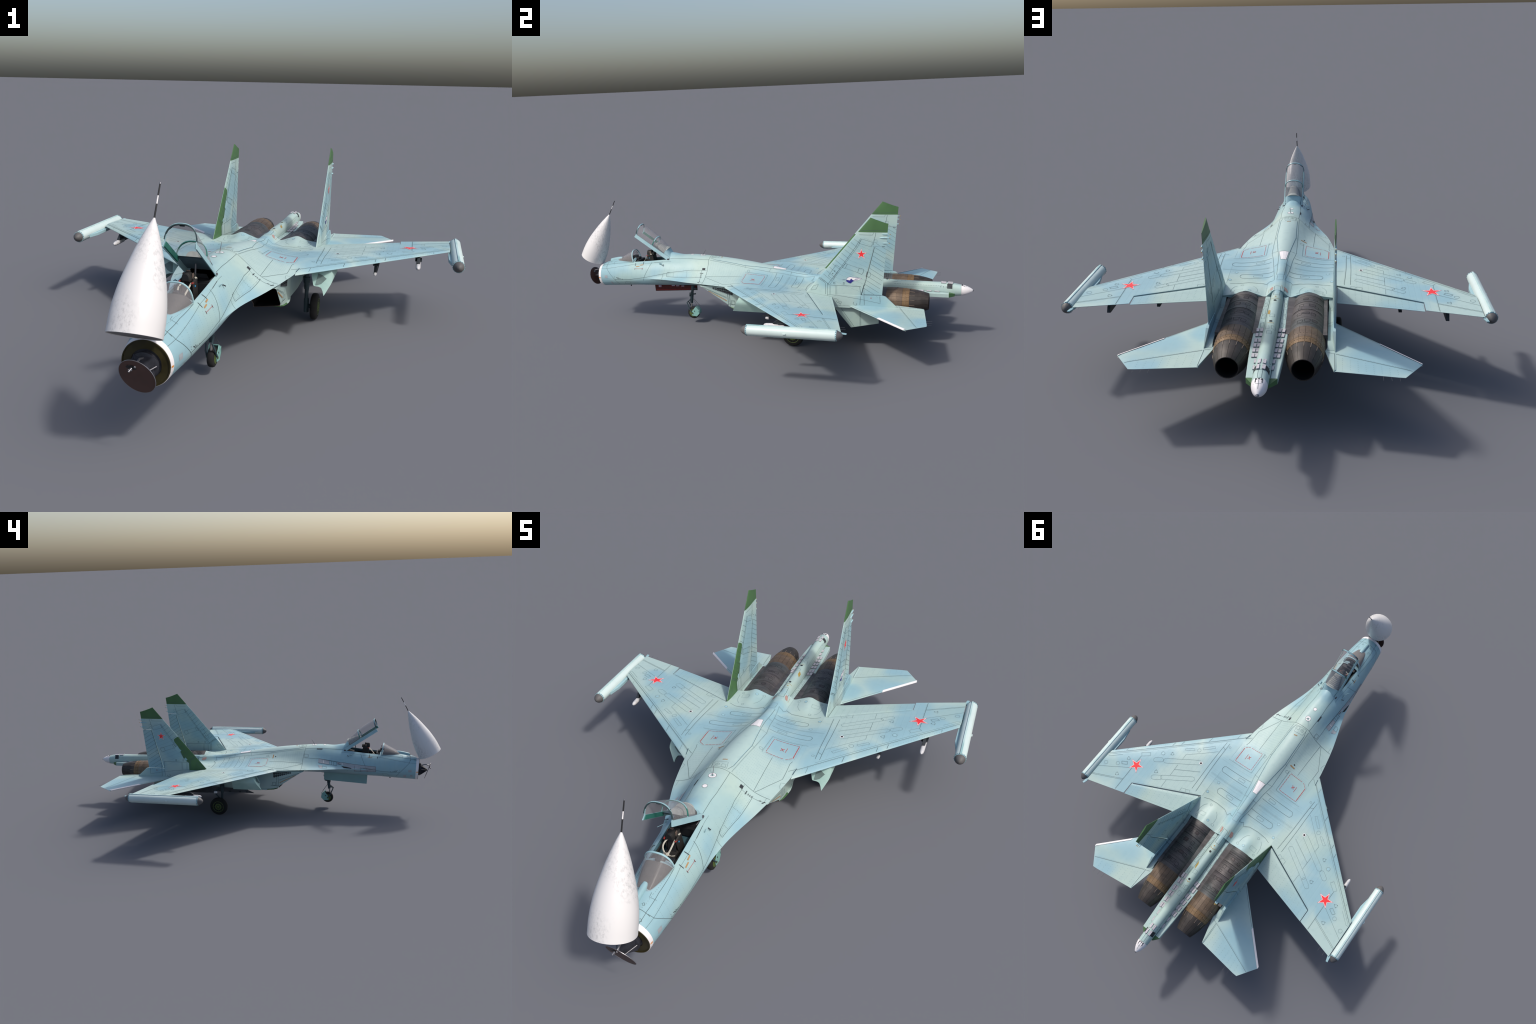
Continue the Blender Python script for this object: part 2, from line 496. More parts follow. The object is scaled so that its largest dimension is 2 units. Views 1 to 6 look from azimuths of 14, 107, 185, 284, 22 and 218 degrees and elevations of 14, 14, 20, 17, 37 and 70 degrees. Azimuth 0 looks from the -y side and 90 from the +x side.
# nose end: white sealing band, olive bulkhead ring, radar well
g = Geo()
def ring_at(y, scale, push=0):
    return [V((p[0] * scale, shear(y, p[1]) + push, .241 + (p[1] - .241) * scale)) for p in nose_loop]
half = body_section(Y0)
nose_loop = [(p.x, p.y) for p in half] + [(-p.x, p.y) for p in reversed(half[1:-1])]
def body_loop(y, k):
    h_ = body_section(y)
    return [V((p.x * k, shear(y, p.y), .241 + (p.y - .241) * k)) for p in h_] + [V((-p.x * k, shear(y, p.y), .241 + (p.y - .241) * k)) for p in reversed(h_[1:-1])]
g.grid([body_loop(Y0 + .0125, .999), body_loop(Y0 + .0123, 1.008), body_loop(Y0 + .0015, 1.010), ring_at(Y0, 1.005, -.0012), ring_at(Y0, .985, -.0014)], True)
g.obj('nose_band', M['white'], fuselage)
g = Geo()
g.grid([ring_at(Y0, .995, .0), ring_at(Y0, .985, -.003), ring_at(Y0, .945, -.003), ring_at(Y0, .935, -.0005),
        ring_at(Y0, .62, -.0005), ring_at(Y0, .61, .004)], True)
g.obj('nose_bulkhead', M['olive'], fuselage)
g = Geo()
g.grid([ring_at(Y0, .615, .002), ring_at(Y0, .60, .018), ring_at(Y0, .53, .018), ring_at(Y0, .50, .045), ring_at(Y0, .05, .045)], True, True)
g.obj('radar_well', M['radar'], fuselage)

# radar: drum, pyramid mount, gimbal arm, tilted antenna plate
radar = Geo()
radar.rev((0, -.882, .2405), (0, -1, -.05), [(0, .030), (.014, .0345), (.017, .0345), (.019, .030), (.021, .022)], 28)
radar.grid([[V((x * s, -.900 - d, .2405 + z * s - d * .1)) for x, z in ((-.026, .026), (.026, .026), (.026, -.026), (-.026, -.026))]
            for s, d in ((1, 0), (.12, .036))], True, True)
radar = radar.obj('radar', M['radar'], fuselage)
dn = V((-.145, -.935, -.325)).normalized()
dc = V((0, -.9385, .2325))
g = Geo().rev(dc, dn, [(-.0006, .0455), (-.0005, .0460), (.0005, .0460), (.0006, .0448)], 40)
g.obj('antenna_plate', M['dish'], radar)
g = Geo().rev(dc, dn, [(-.0007, .0467), (.0008, .0467), (.0008, .0458), (-.0007, .0458), (-.0007, .0467)], 40, False)
g.obj('antenna_rim', M['steel'], radar)
up = (V((0, 0, 1)) - dn * dn.z).normalized()
g = Geo()
slot = [dc + dn * .0007 + up * (.026 + .0055 * math.sin(a)) + V((.015 * math.cos(a) - .006, 0, 0)) for a in [k * math.pi / 10 for k in range(20)]]
g.grid([slot, [p + dn * .0004 for p in slot]], True, True)
g.obj('antenna_slot', M['black'], radar)
g = Geo()
for dx in (-.010, .006):
    c0 = dc - dn * .0008 + up * .026 + V((dx, 0, 0))
    g.grid([[c0 + up * .005 * math.sin(a) + V((.0075 * math.cos(a), 0, 0)) for a in [k * math.pi / 8 for k in range(16)]],
            [c0 - dn * .0004 + up * .005 * math.sin(a) + V((.0075 * math.cos(a), 0, 0)) for a in [k * math.pi / 8 for k in range(16)]]], True, True)
g.obj('antenna_back_slot', M['steel'], radar)
g = Geo()
g.rod(dc + dn * .001 + up * .023 + V((-.008, 0, 0)), dc + dn * .011 + up * .021 + V((-.010, 0, 0)), .0028, .0022)
g.rod(dc + dn * .006 + up * .023 + V((-.013, 0, 0)), dc + dn * .006 + up * .022 + V((-.004, 0, 0)), .0016)
g.obj('antenna_feed', M['steel'], radar)
g = Geo()
g.rod((.032, -.905, .246), (.012, -.936, .238), .0016)
g.rod((-.030, -.905, .246), (-.012, -.936, .238), .0016)
g.tube([(0, -.905, .262), (0, -.925, .268), (0, -.945, .262), (0, -.950, .258)], .0028)
g.obj('antenna_strut', M['steel'], radar)

# raised nose cone with probe
RB, RT = V((0, -.947, .3295)), V((0, -.8250, .5648))
rd = (RT - RB).normalized()
prof = [(0, .0605), (.0005, .0628), (.03, .0626), (.06, .0608), (.085, .0575), (.11, .0530), (.135, .0470), (.16, .0402), (.185, .0330),
        (.21, .0246), (.23, .0172), (.248, .0100), (.258, .0055), (.2655, .0022)]
rf = pchip([p[0] for p in prof[1:]], [p[1] for p in prof[1:]])
g = Geo().rev(RB, rd, [(.004, .0610), (0, .0615), (.0005, .0628)] + [(.2655 * k / 40, rf(.2655 * k / 40)) for k in range(1, 41)], 48)
cone = g.obj('nose_cone', M['radome'], root, 50)
g = Geo().rod(RB + rd * .0015, RB + rd * .0035, .0615, seg=48)
g.obj('nose_cone_lining', plain('cone_lining_grey', (.23, .225, .225), .8, vary=.1), cone)
PT = V((0, -.7862, .6392))
for a, b_, m_, r_ in ((0, .40, 'black', .0021), (.40, .66, 'white', .0017), (.66, .985, 'black', .0019), (.985, 1, 'steel', .0022)):
    Geo().rod(RT.lerp(PT, a) - rd * .002, RT.lerp(PT, b_), r_, r_ * .95).obj('air_data_probe', M[m_], cone)

# ------------------------------------------------------------------ cockpit
tub = Geo()
ysill = [-.679 + .190 * k / 24 for k in range(25)]
def sill(y):
    return V((ctrl[3][0](y), ctrl[3][1](y)))
inner = []
for y in ysill:
    s = sill(y)
    s.x -= .0005
    inner.append([V((s.x, y, s.y)), V((s.x - .003, y, s.y - .004)), V((s.x - .004, y, .292)), V((-s.x + .004, y, .292)),
                  V((-s.x + .003, y, s.y - .004)), V((-s.x, y, s.y))])
tub.grid(inner)
cockpit = tub.obj('cockpit_tub', M['tub'], fuselage)
g = Geo()
y = -.4885
h = body_section(y)[:SILL + 1]
g.add([V((p.x, y - .0006, p.y - .0006)) for p in h] + [V((-p.x, y - .0006, p.y - .0006)) for p in reversed(h[1:])] + [V((-.041, y, .29)), V((.041, y, .29))],
      [tuple(range(2 * len(h) + 1))])
g.box((0, -.507, .3275), (.072, .036, .012))
g.box((0, -.530, .316), (.070, .012, .030))
g.obj('cockpit_rear_deck', M['black'], fuselage)
g = Geo()
for s in (-1, 1):
    g.box((s * .0420, -.4905, .3475), (.0075, .010, .006))
    g.rod((s * .036, -.497, .340), (s * .030, -.520, .330), .002)
g.obj('canopy_hinge', M['rail'], fuselage, bevel=.0006)
g = Geo()
for s in (-1, 1):
    g.box((s * .036, -.590, .318), (.005, .16, .012))
g.obj('side_console', M['seat'], fuselage, bevel=.001)

# ejection seat
seat = Geo()
tilt = Matrix.Rotation(math.radians(9), 3, 'X')
seat.box((0, -.593, .333), (.034, .020, .070), tilt)
seat.box((0, -.622, .304), (.036, .052, .018))
seat.box((0, -.588, .366), (.030, .014, .012))
for s in (-1, 1):
    seat.box((s * .0180, -.599, .330), (.0045, .034, .066), tilt)
seat = seat.obj('ejection_seat', M['seat'], fuselage, bevel=.002)
g = Geo()
loop = [(.0125 * math.copysign(abs(math.cos(a)) ** .7, math.cos(a)), .3585 + .0240 * math.sin(a) ** .8) for a in [math.pi * k / 14 for k in range(15)]]
g.prism(loop, -.6215, -.596, 'y')
g.obj('headrest', M['seat'], seat, bevel=.002)
Geo().prism([(x * .82, .3600 + (z - .3585) * .84) for x, z in loop], -.6235, -.6200, 'y').obj('headrest_pad', M['black'], seat, bevel=.0012)
g = Geo()
for s in (-1, 1):
    g.box((s * .0132, -.602, .369), (.0022, .010, .018))
g.box((0, -.600, .3835), (.010, .006, .002))
g.obj('headrest_trim', M['brown'], seat, bevel=.0006)
for k in range(7):
    x = -.0115 + .0038 * k
    Geo().tube([(x, -.609, .356), (x, -.614, .332), (x, -.618, .313)], .0021, 6).obj('seat_cushion', M['black'], seat)
g = Geo()
def belt(pts):
    g.tube(catmull([V(p) for p in pts], 6), .0018, 8, flat=(.0009, .0026))
belt([(-.0085, -.613, .3545), (-.0150, -.625, .350), (-.0165, -.636, .341), (-.0110, -.643, .330), (0, -.6455, .3235)])
belt([(.0125, -.613, .3545), (.0110, -.624, .3480), (.0075, -.635, .3375), (.0035, -.642, .3285), (0, -.6455, .3235)])
belt([(0, -.6455, .3235), (.0085, -.6440, .3185), (.0185, -.6360, .3150)])
belt([(0, -.6455, .3235), (-.0085, -.6440, .3185), (-.0185, -.6360, .3150)])
g.rev((0, -.6450, .3235), (0, -.75, .6), [(-.001, .0055), (.0015, .0055), (.002, .004)], 16)
g.obj('seat_harness', M['belt'], seat)
g = Geo()
g.rod((-.0185, -.6135, .3580), (-.0175, -.6215, .3585), .0030, .0024)
g.rod((.0178, -.6135, .3560), (.0178, -.6225, .3565), .0030, .0024)
g.obj('seat_handle', plain('handle_red', (.36, .045, .035), .4, vary=.2), seat)
g = Geo().rod((.0185, -.590, .3610), (.0182, -.6135, .3565), .0036)
g.rod((-.0185, -.595, .3600), (-.0185, -.6135, .3580), .0030)
g.obj('seat_canister_body', M['seat'], seat)
Geo().rod((.0190, -.593, .3630), (.0200, -.600, .3660), .0026).obj('seat_canister', M['belt'], seat)
Geo().box((.0208, -.607, .345), (.0015, .003, .004)).obj('blue_tag', plain('tag_blue', (.03, .35, .70), .4), seat)

# instrument panel, head-up sight, stick
g = Geo()
g.box((0, -.668, .316), (.070, .016, .034))
g.box((0, -.678, .337), (.030, .018, .014))
g.obj('instrument_panel', M['black'], fuselage, bevel=.002)
g = Geo()
g.box((0, -.690, .350), (.014, .018, .008))
for s in (-1, 1):
    g.tube([(s * .007, -.684, .352), (s * .008, -.686, .364), (s * .0055, -.689, .3695)], .0009)
g.tube([(-.0055, -.689, .3695), (.0055, -.689, .3695)], .0009)
g.rod((0, -.655, .30), (0, -.650, .322), .0018, .003)
g.obj('gun_sight', M['dark'], fuselage)

# windscreen: glass, dash cowling beneath, bow frame, sill frame
def arch(w, h, n=16, flat=1.0):
    """half-width / height profile of a bubble section"""
    out = []
    for k in range(n + 1):
        a = math.pi * k / n
        c, s_ = math.cos(a), math.sin(a)
        out.append((w * math.copysign(abs(c) ** .80, c), h * abs(s_) ** (.85 * flat)))
    return out
WS = [(-.7975, .0120, .0015, .3235), (-.788, .0205, .0075, .3235), (-.770, .0275, .0165, .3238), (-.745, .0345, .0290, .3245),
      (-.720, .0395, .0400, .3252), (-.700, .0425, .0490, .3260), (-.6885, .0440, .0540, .3268)]
wy = [w[0] for w in WS]
wsf = [pchip(wy, [w[i] for w in WS]) for i in (1, 2, 3)]
def ws_rows(k0, k1, grow=0.0, hs=1.0, n=18):
    out = []
    for k in range(n + 1):
        y = lerp(k0, k1, k / n)
        w, h, b = (f(y) for f in wsf)
        lean = .20 if k1 > -.69 else 0
        out.append([V((x + math.copysign(grow, x) * (abs(x) > 1e-6), y - zz * .20 * (y + .80) / .11, b + zz * hs + (grow if zz > 0 else 0))) for x, zz in arch(w, h, 20)])
    return out
screen = Geo()
screen.grid(ws_rows(-.7975, -.6885))
windscreen = screen.obj('windscreen', M['glass'], root, 60)
g = Geo()
cw = []
for r in ws_rows(-.796, -.694):
    cw.append([V((p.x * .95, p.y, lerp(wsf[2](p.y), p.z, .54 if p.y < -.74 else lerp(.54, .46, (p.y + .74) / .05)) + .0008)) for p in r])
g.grid(cw, cap=True)
g.obj('dash_cowling', M['cowl'], windscreen)
def frame_band(name, pts, half_w, rise, along, mat, parent):
    """strip frame following a polyline"""
    gg = Geo()
    rows_ = []
    for i, p in enumerate(pts):
        t = (pts[min(i + 1, len(pts) - 1)] - pts[max(i - 1, 0)]).normalized()
        nrm = t.cross(along).normalized() * rise
        rows_.append([p - along * half_w - nrm, p - along * half_w + nrm, p + along * half_w + nrm, p + along * half_w - nrm])
    gg.grid(rows_, True, True)
    return gg.obj(name, mat, parent, 50)
bow = ws_rows(-.6885, -.6884)[0]
frame_band('windscreen_bow', bow, .0026, .0011, V((0, .97, .2)).normalized(), M['pale'], windscreen)
low = [r[0] for r in ws_rows(-.7975, -.6885)]
for s in (1, -1):
    frame_band('windscreen_sill', [V((p.x * s, p.y, p.z)) for p in low], .0013, .0012, V((0, 0, 1)), M['paint'], windscreen)
# infra-red sensor fairing ahead of the screen
g = Geo()
ir = []
for y, w, h in ((-.8405, .0060, .0095), (-.8395, .0080, .0122), (-.836, .0088, .0135), (-.815, .0092, .0130), (-.800, .0100, .0130), (-.787, .0105, .0125), (-.772, .0080, .0105)):
    base = ctrl[0][1](y) - .0015
    ir.append([V((x, y, base + zz)) for x, zz in arch(w, h, 14)])
g.grid(ir, cap=True)
g.obj('sensor_fairing', M['pale'], fuselage, 40)
Geo().rod((0, -.8425, .3195), (0, -.839, .3195), .0042, .0052).obj('sensor_ball', M['dark'], fuselage)

# open canopy, built closed in (x, u forward, v up) and swung up about its rear edge
CO, CU, CV = V((0, -.4970, .3450)), V((0, -.8275, .5615)), V((0, .5615, .8275))
def cp(x, u, v):
    return CO + V((x, 0, 0)) + CU * u + CV * v
CAN = [(0.0, .0330, .0235), (.010, .0340, .0285), (.030, .0370, .0380), (.060, .0392, .0478), (.103, .0405, .0555), (.145, .0410, .0595),
       (.180, .0412, .0600), (.2055, .0412, .0585)]
cf = [pchip([c[0] for c in CAN], [c[i] for c in CAN]) for i in (1, 2)]
def can_row(u, grow=0.0, n=24):
    w, h = cf[0](u), cf[1](u)
    return [cp(x + (math.copysign(grow, x) if abs(x) > 1e-6 else 0), u + zz / h * .015 * u / .2, .0125 + zz * (h - .0125) / h + grow * (zz > 0)) for x, zz in arch(w, h, n)]
canopy = Geo().grid([can_row(.030 + .174 * k / 20) for k in range(21)]).obj('canopy_glass', M['glass'], root, 60)
g = Geo()
for s in (1, -1):
    r_ = []
    for k in range(17):
        u = -.006 + .2125 * k / 16
        w = lerp(.0455, .0462, k / 16)
        r_.append([cp(s * w, u, -.0010), cp(s * lerp(.0375, .0422, min(1, k / 5)), u, .0150), cp(s * lerp(.0355, .0400, min(1, k / 5)), u, .0150), cp(s * (w - .0030), u, -.0010)])
    g.grid(r_, True, True)
g.obj('canopy_rail', M['pale'], canopy)
g = Geo()
for s in (1, -1):
    r_ = []
    for k in range(13):
        u = .090 + .112 * k / 12
        r_.append([cp(s * .0424, u, .0002), cp(s * .0396, u, .0148), cp(s * .0380, u, .0150), cp(s * .0395, u, .0020)])
    g.grid(r_, True, True)
g.obj('canopy_rail_lining', M['teal'], canopy)
frame_band('canopy_bow', can_row(.2035, .0008), .0026, .0010, CU, M['pale'], canopy)
frame_band('canopy_bow_lining', can_row(.2040, -.0020)[1:-1], .0026, .0013, CU, M['frame_dark'], canopy)
frame_band('canopy_hoop', can_row(.103, .0007), .0024, .0009, CU, M['pale'], canopy)
frame_band('canopy_hoop_lining', can_row(.103, -.0018)[1:-1], .0024, .0012, CU, M['teal'], canopy)
g = Geo()
g.grid([can_row(u, gr) for u, gr in ((-.004, -.004), (-.004, .0006), (.008, .0009), (.020, .0009), (.031, .0007), (.0315, -.003))], cap=False)
g.obj('canopy_tail', M['pale'], canopy)
g = Geo()
for a in (.30, .50, .70):
    r = can_row(.2010, -.0042, 40)
    i = int(a * 40)
    d = (r[i + 1] - r[i - 1]).normalized()
    q = Matrix((d, CU, d.cross(CU))).transposed()
    g.box(r[i], (.013, .004, .0028), q)
g.obj('canopy_mirror', M['black'], canopy, bevel=.0005)
g = Geo()
for k in range(9):
    u0 = .030 + .0078 * k
    sc = 1 - .055 * k
    g.grid([[cp(x * sc, u, v * (.72 - .012 * k) + .0145) for x, v in arch(.031, cf[1](.030 + .03) * .86 * (1 - .045 * k), 14)] for u in (u0, u0 + .0066)], cap=True)
g.obj('ribbed_cover', M['rib'], canopy)
Geo().grid([[cp(x, u, .0135) for x in (-.0385, .0385)] for u in (.012, .104)]).add([cp(x, u, .0110) for u in (.012, .104) for x in (-.0385, .0385)], [(0, 1, 3, 2)]).obj('canopy_shelf', M['shelf'], canopy)
Geo().rod(cp(0, .060, .010), (0, -.545, .352), .0022).obj('canopy_jack', M['steel'], canopy)

# ------------------------------------------------------------------ tail boom
boom = Geo()
BM = [(.33, .0150, .245, .281), (.37, .0225, .213, .2828), (.45, .0232, .209, .2818), (.55, .0235, .207, .2785), (.65, .0236, .2065, .2755), (.80, .0238, .2070, .2732),
      (.885, .0240, .2085, .2722), (.915, .0240, .2105, .2685), (.942, .0232, .2135, .2635)]
def boom_ring(y, w, zb, zt, n=28):
    zc, hh = (zb + zt) / 2, (zt - zb) / 2
    return [V((w * math.copysign(abs(math.cos(a)) ** .9, math.cos(a)), y, zc + hh * math.copysign(abs(math.sin(a)) ** .9, math.sin(a))))
            for a in [2 * math.pi * k / n for k in range(n)]]
bf = [pchip([b[0] for b in BM], [b[i] for b in BM]) for i in (1, 2, 3)]
boom.grid([boom_ring(y, *(f(y) for f in bf)) for y in [.33 + .612 * k / 40 for k in range(41)]], True, True)
tail_boom = boom.obj('tail_boom', M['paint'], fuselage)
g = Geo().grid([boom_ring(y, w, .2385 - h, .2385 + h) for y, w, h in ((.9425, .0236, .0253), (.952, .0228, .0240), (.964, .0200, .0205), (.975, .0160, .0160), (.984, .0112, .0110), (.990, .0072, .0070), (.9935, .0040, .0038))], True, True)
tail_cone = g.obj('tail_cone', M['white'], tail_boom)
g = Geo().grid([boom_ring(y, w, .2383 - w, .2383 + w) for y, w in ((.9925, .0052), (.9975, .0012))], True, True)
g.obj('tail_cone_tip', M['steel'], tail_cone)
g = Geo()
for s in (1, -1):
    g.box((s * .0095, .951, .2605), (.0026, .016, .0022), Matrix.Rotation(-.25, 3, 'X'))
    g.box((s * .0075, .9465, .2630), (.0050, .0030, .0016))
g.rod((0, .9455, .2640), (0, .9455, .2622), .0026)
g.obj('tail_cone_slot', M['dark'], tail_cone)
PLAT = [(.368, .0420, .2570), (.45, .0435, .2512), (.55, .0460, .2440), (.6205, .0478, .2384), (.6225, .0567, .2382), (.70, .0560, .2362), (.78, .0525, .2345), (.8886, .0462, .2318)]
for s in (1, -1):
    g = Geo()
    g.grid([[V((s * .010, y, z)), V((s * (x - .002), y, z)), V((s * x, y, z - .002)), V((s * x, y, z - .018)), V((s * .010, y, z - .030))] for y, x, z in PLAT], True, True)
    g.obj('boom_shelf', M['paint'], tail_boom, 25)
    g = Geo()
    g.grid([[V((s * .012, y, z)), V((s * x, y, z)), V((s * x, y, z - .018 * k)), V((s * .012, y, z - .026 * k))] for y, x, z, k in ((.8890, .0460, .2317, 1), (.905, .0330, .2285, .8), (.914, .0250, .2260, .6))], True, True)
    g.obj('boom_shelf_tip', M['green'], tail_boom, 25)
blocks = [(.0425, .605), (.0300, .604), (.0420, .630), (.0295, .629), (.0415, .660), (.0292, .659), (.0408, .686), (.0288, .685), (.0400, .712), (.0284, .711),
          (.0392, .738), (.0280, .737), (.0272, .766), (.0268, .796)]
pz = pchip([p[0] for p in PLAT], [p[2] for p in PLAT])
g0 = Geo().box((0, 0, 0), (.0104, .0236, .0018)).box((0, 0, .0006), (.0092, .0222, .0032))
block = g0.obj('flare_block', M['block'], tail_boom, bevel=.0005)
block.data.materials.append(plain('flare_block_base', (.19, .21, .215), .6))
for p in block.data.polygons:
    if p.center.z < .0012 and max(abs(p.center.x) / .0052, abs(p.center.y) / .0118, abs(p.center.z) / .0009) > .97 or abs(p.center.z - .0009) < 1e-5:
        p.material_index = 1
first = True
for x, y in [(bx, .605 + (by - .605) * 1.21) for bx, by in blocks]:
    for s in (1, -1):
        ob = block if first else block.copy()
        if not first:
            link(ob, tail_boom)
        first = False
        ob.location = (s * x, y, pz(y) + .0018)
        ob.rotation_euler = (math.radians(-2), 0, math.radians(s * 3))
for x, y in ((.0075, .838), (-.0075, .838), (.0085, .868), (-.0085, .868)):
    ob = link(block.copy(), tail_boom)
    y += .026
    ob.location = (x, y, bf[2](y) - .0004)
    ob.rotation_euler = (math.radians(-3), math.copysign(math.radians(14), x), 0)
g = Geo()
for y in (.4525, .6065):
    g.rev((0, y, bf[2](y) - .0006), (0, 0, 1), [(0, .0052), (.0012, .0052)], 20)
g.obj('boom_port', M['black'], tail_boom)

# ------------------------------------------------------------------ engines
ECX = .1145
ENGINES = {}
def engine(s):
    ex = s * ECX
    stages = [(.3655, .0635, .2115), (.372, .0640, .2115), (.374, .0647, .2115), (.394, .0652, .211), (.396, .0642, .211), (.440, .0650, .210), (.443, .0657, .210), (.446, .0649, .210),
              (.500, .0650, .2090), (.503, .0658, .2090), (.506, .0648, .2090), (.560, .0646, .2075), (.6215, .0628, .2070)]
    def ring(y, r, zc, n=48):
        return [V((ex + r * math.cos(2 * math.pi * k / n), y, zc + r * math.sin(2 * math.pi * k / n))) for k in range(n)]
    eng = Geo().grid([ring(*q) for q in stages], True, True).obj('engine', M['engine'], fuselage, 30)
    ENGINES[s] = eng
    # nozzle: bronze plates, amber band, dark petals
    NP = 20
    NQ = 16
    def plates(name, mat, y0, y1, r0, r1, zc0, zc1, gap, bulge=0.0, twist=0.0, lift=.0012, NP=20):
        protos = []
        for k in range(NP):
            a0, a1 = 2 * math.pi * (k + gap) / NP + twist, 2 * math.pi * (k + 1 - gap) / NP + twist
            gg = Geo()
            R_ = []
            for i in range(7):
                t = i / 6
                y = lerp(y0, y1, t)
                r = lerp(r0, r1, t) + bulge * math.sin(math.pi * t)
                zc = lerp(zc0, zc1, t)
                oute = [V((ex + r * math.cos(lerp(a0, a1, q / 4)), y, zc + r * math.sin(lerp(a0, a1, q / 4)))) for q in range(5)]
                inn = [V((ex + (r - lift * 2) * math.cos(lerp(a0, a1, q / 4)), y, zc + (r - lift * 2) * math.sin(lerp(a0, a1, q / 4)))) for q in range(4, -1, -1)]
                R_.append(oute + inn)
            gg.grid(R_, True, True)
            gg.obj(name, mat, nozzle, 30)
    core = [(.618, .0605, .207), (.66, .0605, .207), (.72, .0562, .2085), (.76, .0480, .211), (.803, .0358, .2137), (.803, .0335, .2137), (.74, .044, .210), (.66, .042, .208), (.62, .001, .207)]
    nozzle = Geo().grid([ring(*q) for q in core], True).obj('nozzle', M['inside'], eng, 30)
    plates('nozzle_plate', M['nozzle_ring'], .6205, .692, .0632, .0620, .207, .2075, .022, .0010)
    plates('nozzle_band_plate', M['nozzle_band'], .6925, .7225, .0618, .0582, .2075, .2085, .022, .0005)
    plates('nozzle_petal', M['petal'], .7230, .8060, .0574, .0365, .2085, .2138, .020, .0028, NP=NQ)
    gg = Geo()
    for k in range(NQ):
        a = 2 * math.pi * k / NQ
        def q(y, r, zc):
            return V((ex + r * math.cos(a), y, zc + r * math.sin(a)))
        gg.tube([q(.7235, .0586, .2085), q(.732, .0566, .2090), q(.746, .0541, .2099)], .0011, 6)
    gg.obj('petal_hinge', M['petal_edge'], nozzle)
    gg = Geo()
    for y, r, zc in ((.667, .0637, .2072), (.705, .0612, .208)):
        for k in range(NP):
            for d in (-.25, .25):
                a = 2 * math.pi * (k + .5 + d) / NP
                c = V((ex + r * math.cos(a), y, zc + r * math.sin(a)))
                gg.box(c, (.0016, .003, .0016))
    ob = gg.obj('nozzle_rivet', M['petal_edge'], nozzle)
    ob['kind'] = 'stuff'
    # heat-shield shelves either side
    gg = Geo()
    for (ya, xa, xb, z0), (yb, xc, xd, z1) in ((((.362, .036, .080, .2560), (.6225, .044, .0600, .2384))), (((.364, .150, .1790, .2490), (.622, .160, .1830, .2385)))):
        gg.grid([[V((s * a, y, z)), V((s * b_, y, z)), V((s * b_, y, z - .012)), V((s * a, y, z - .012))] for y, a, b_, z in ((ya, xa, xb, z0), (yb, xc, xd, z1))], True, True)
    gg.obj('heat_shield', M['engine'], eng, 25)
M['dark_hatch'] = plain('engine_hatch_metal', (.062, .052, .054), .5, metal=.3, vary=.4, scale=90)
engine(1)
engine(-1)

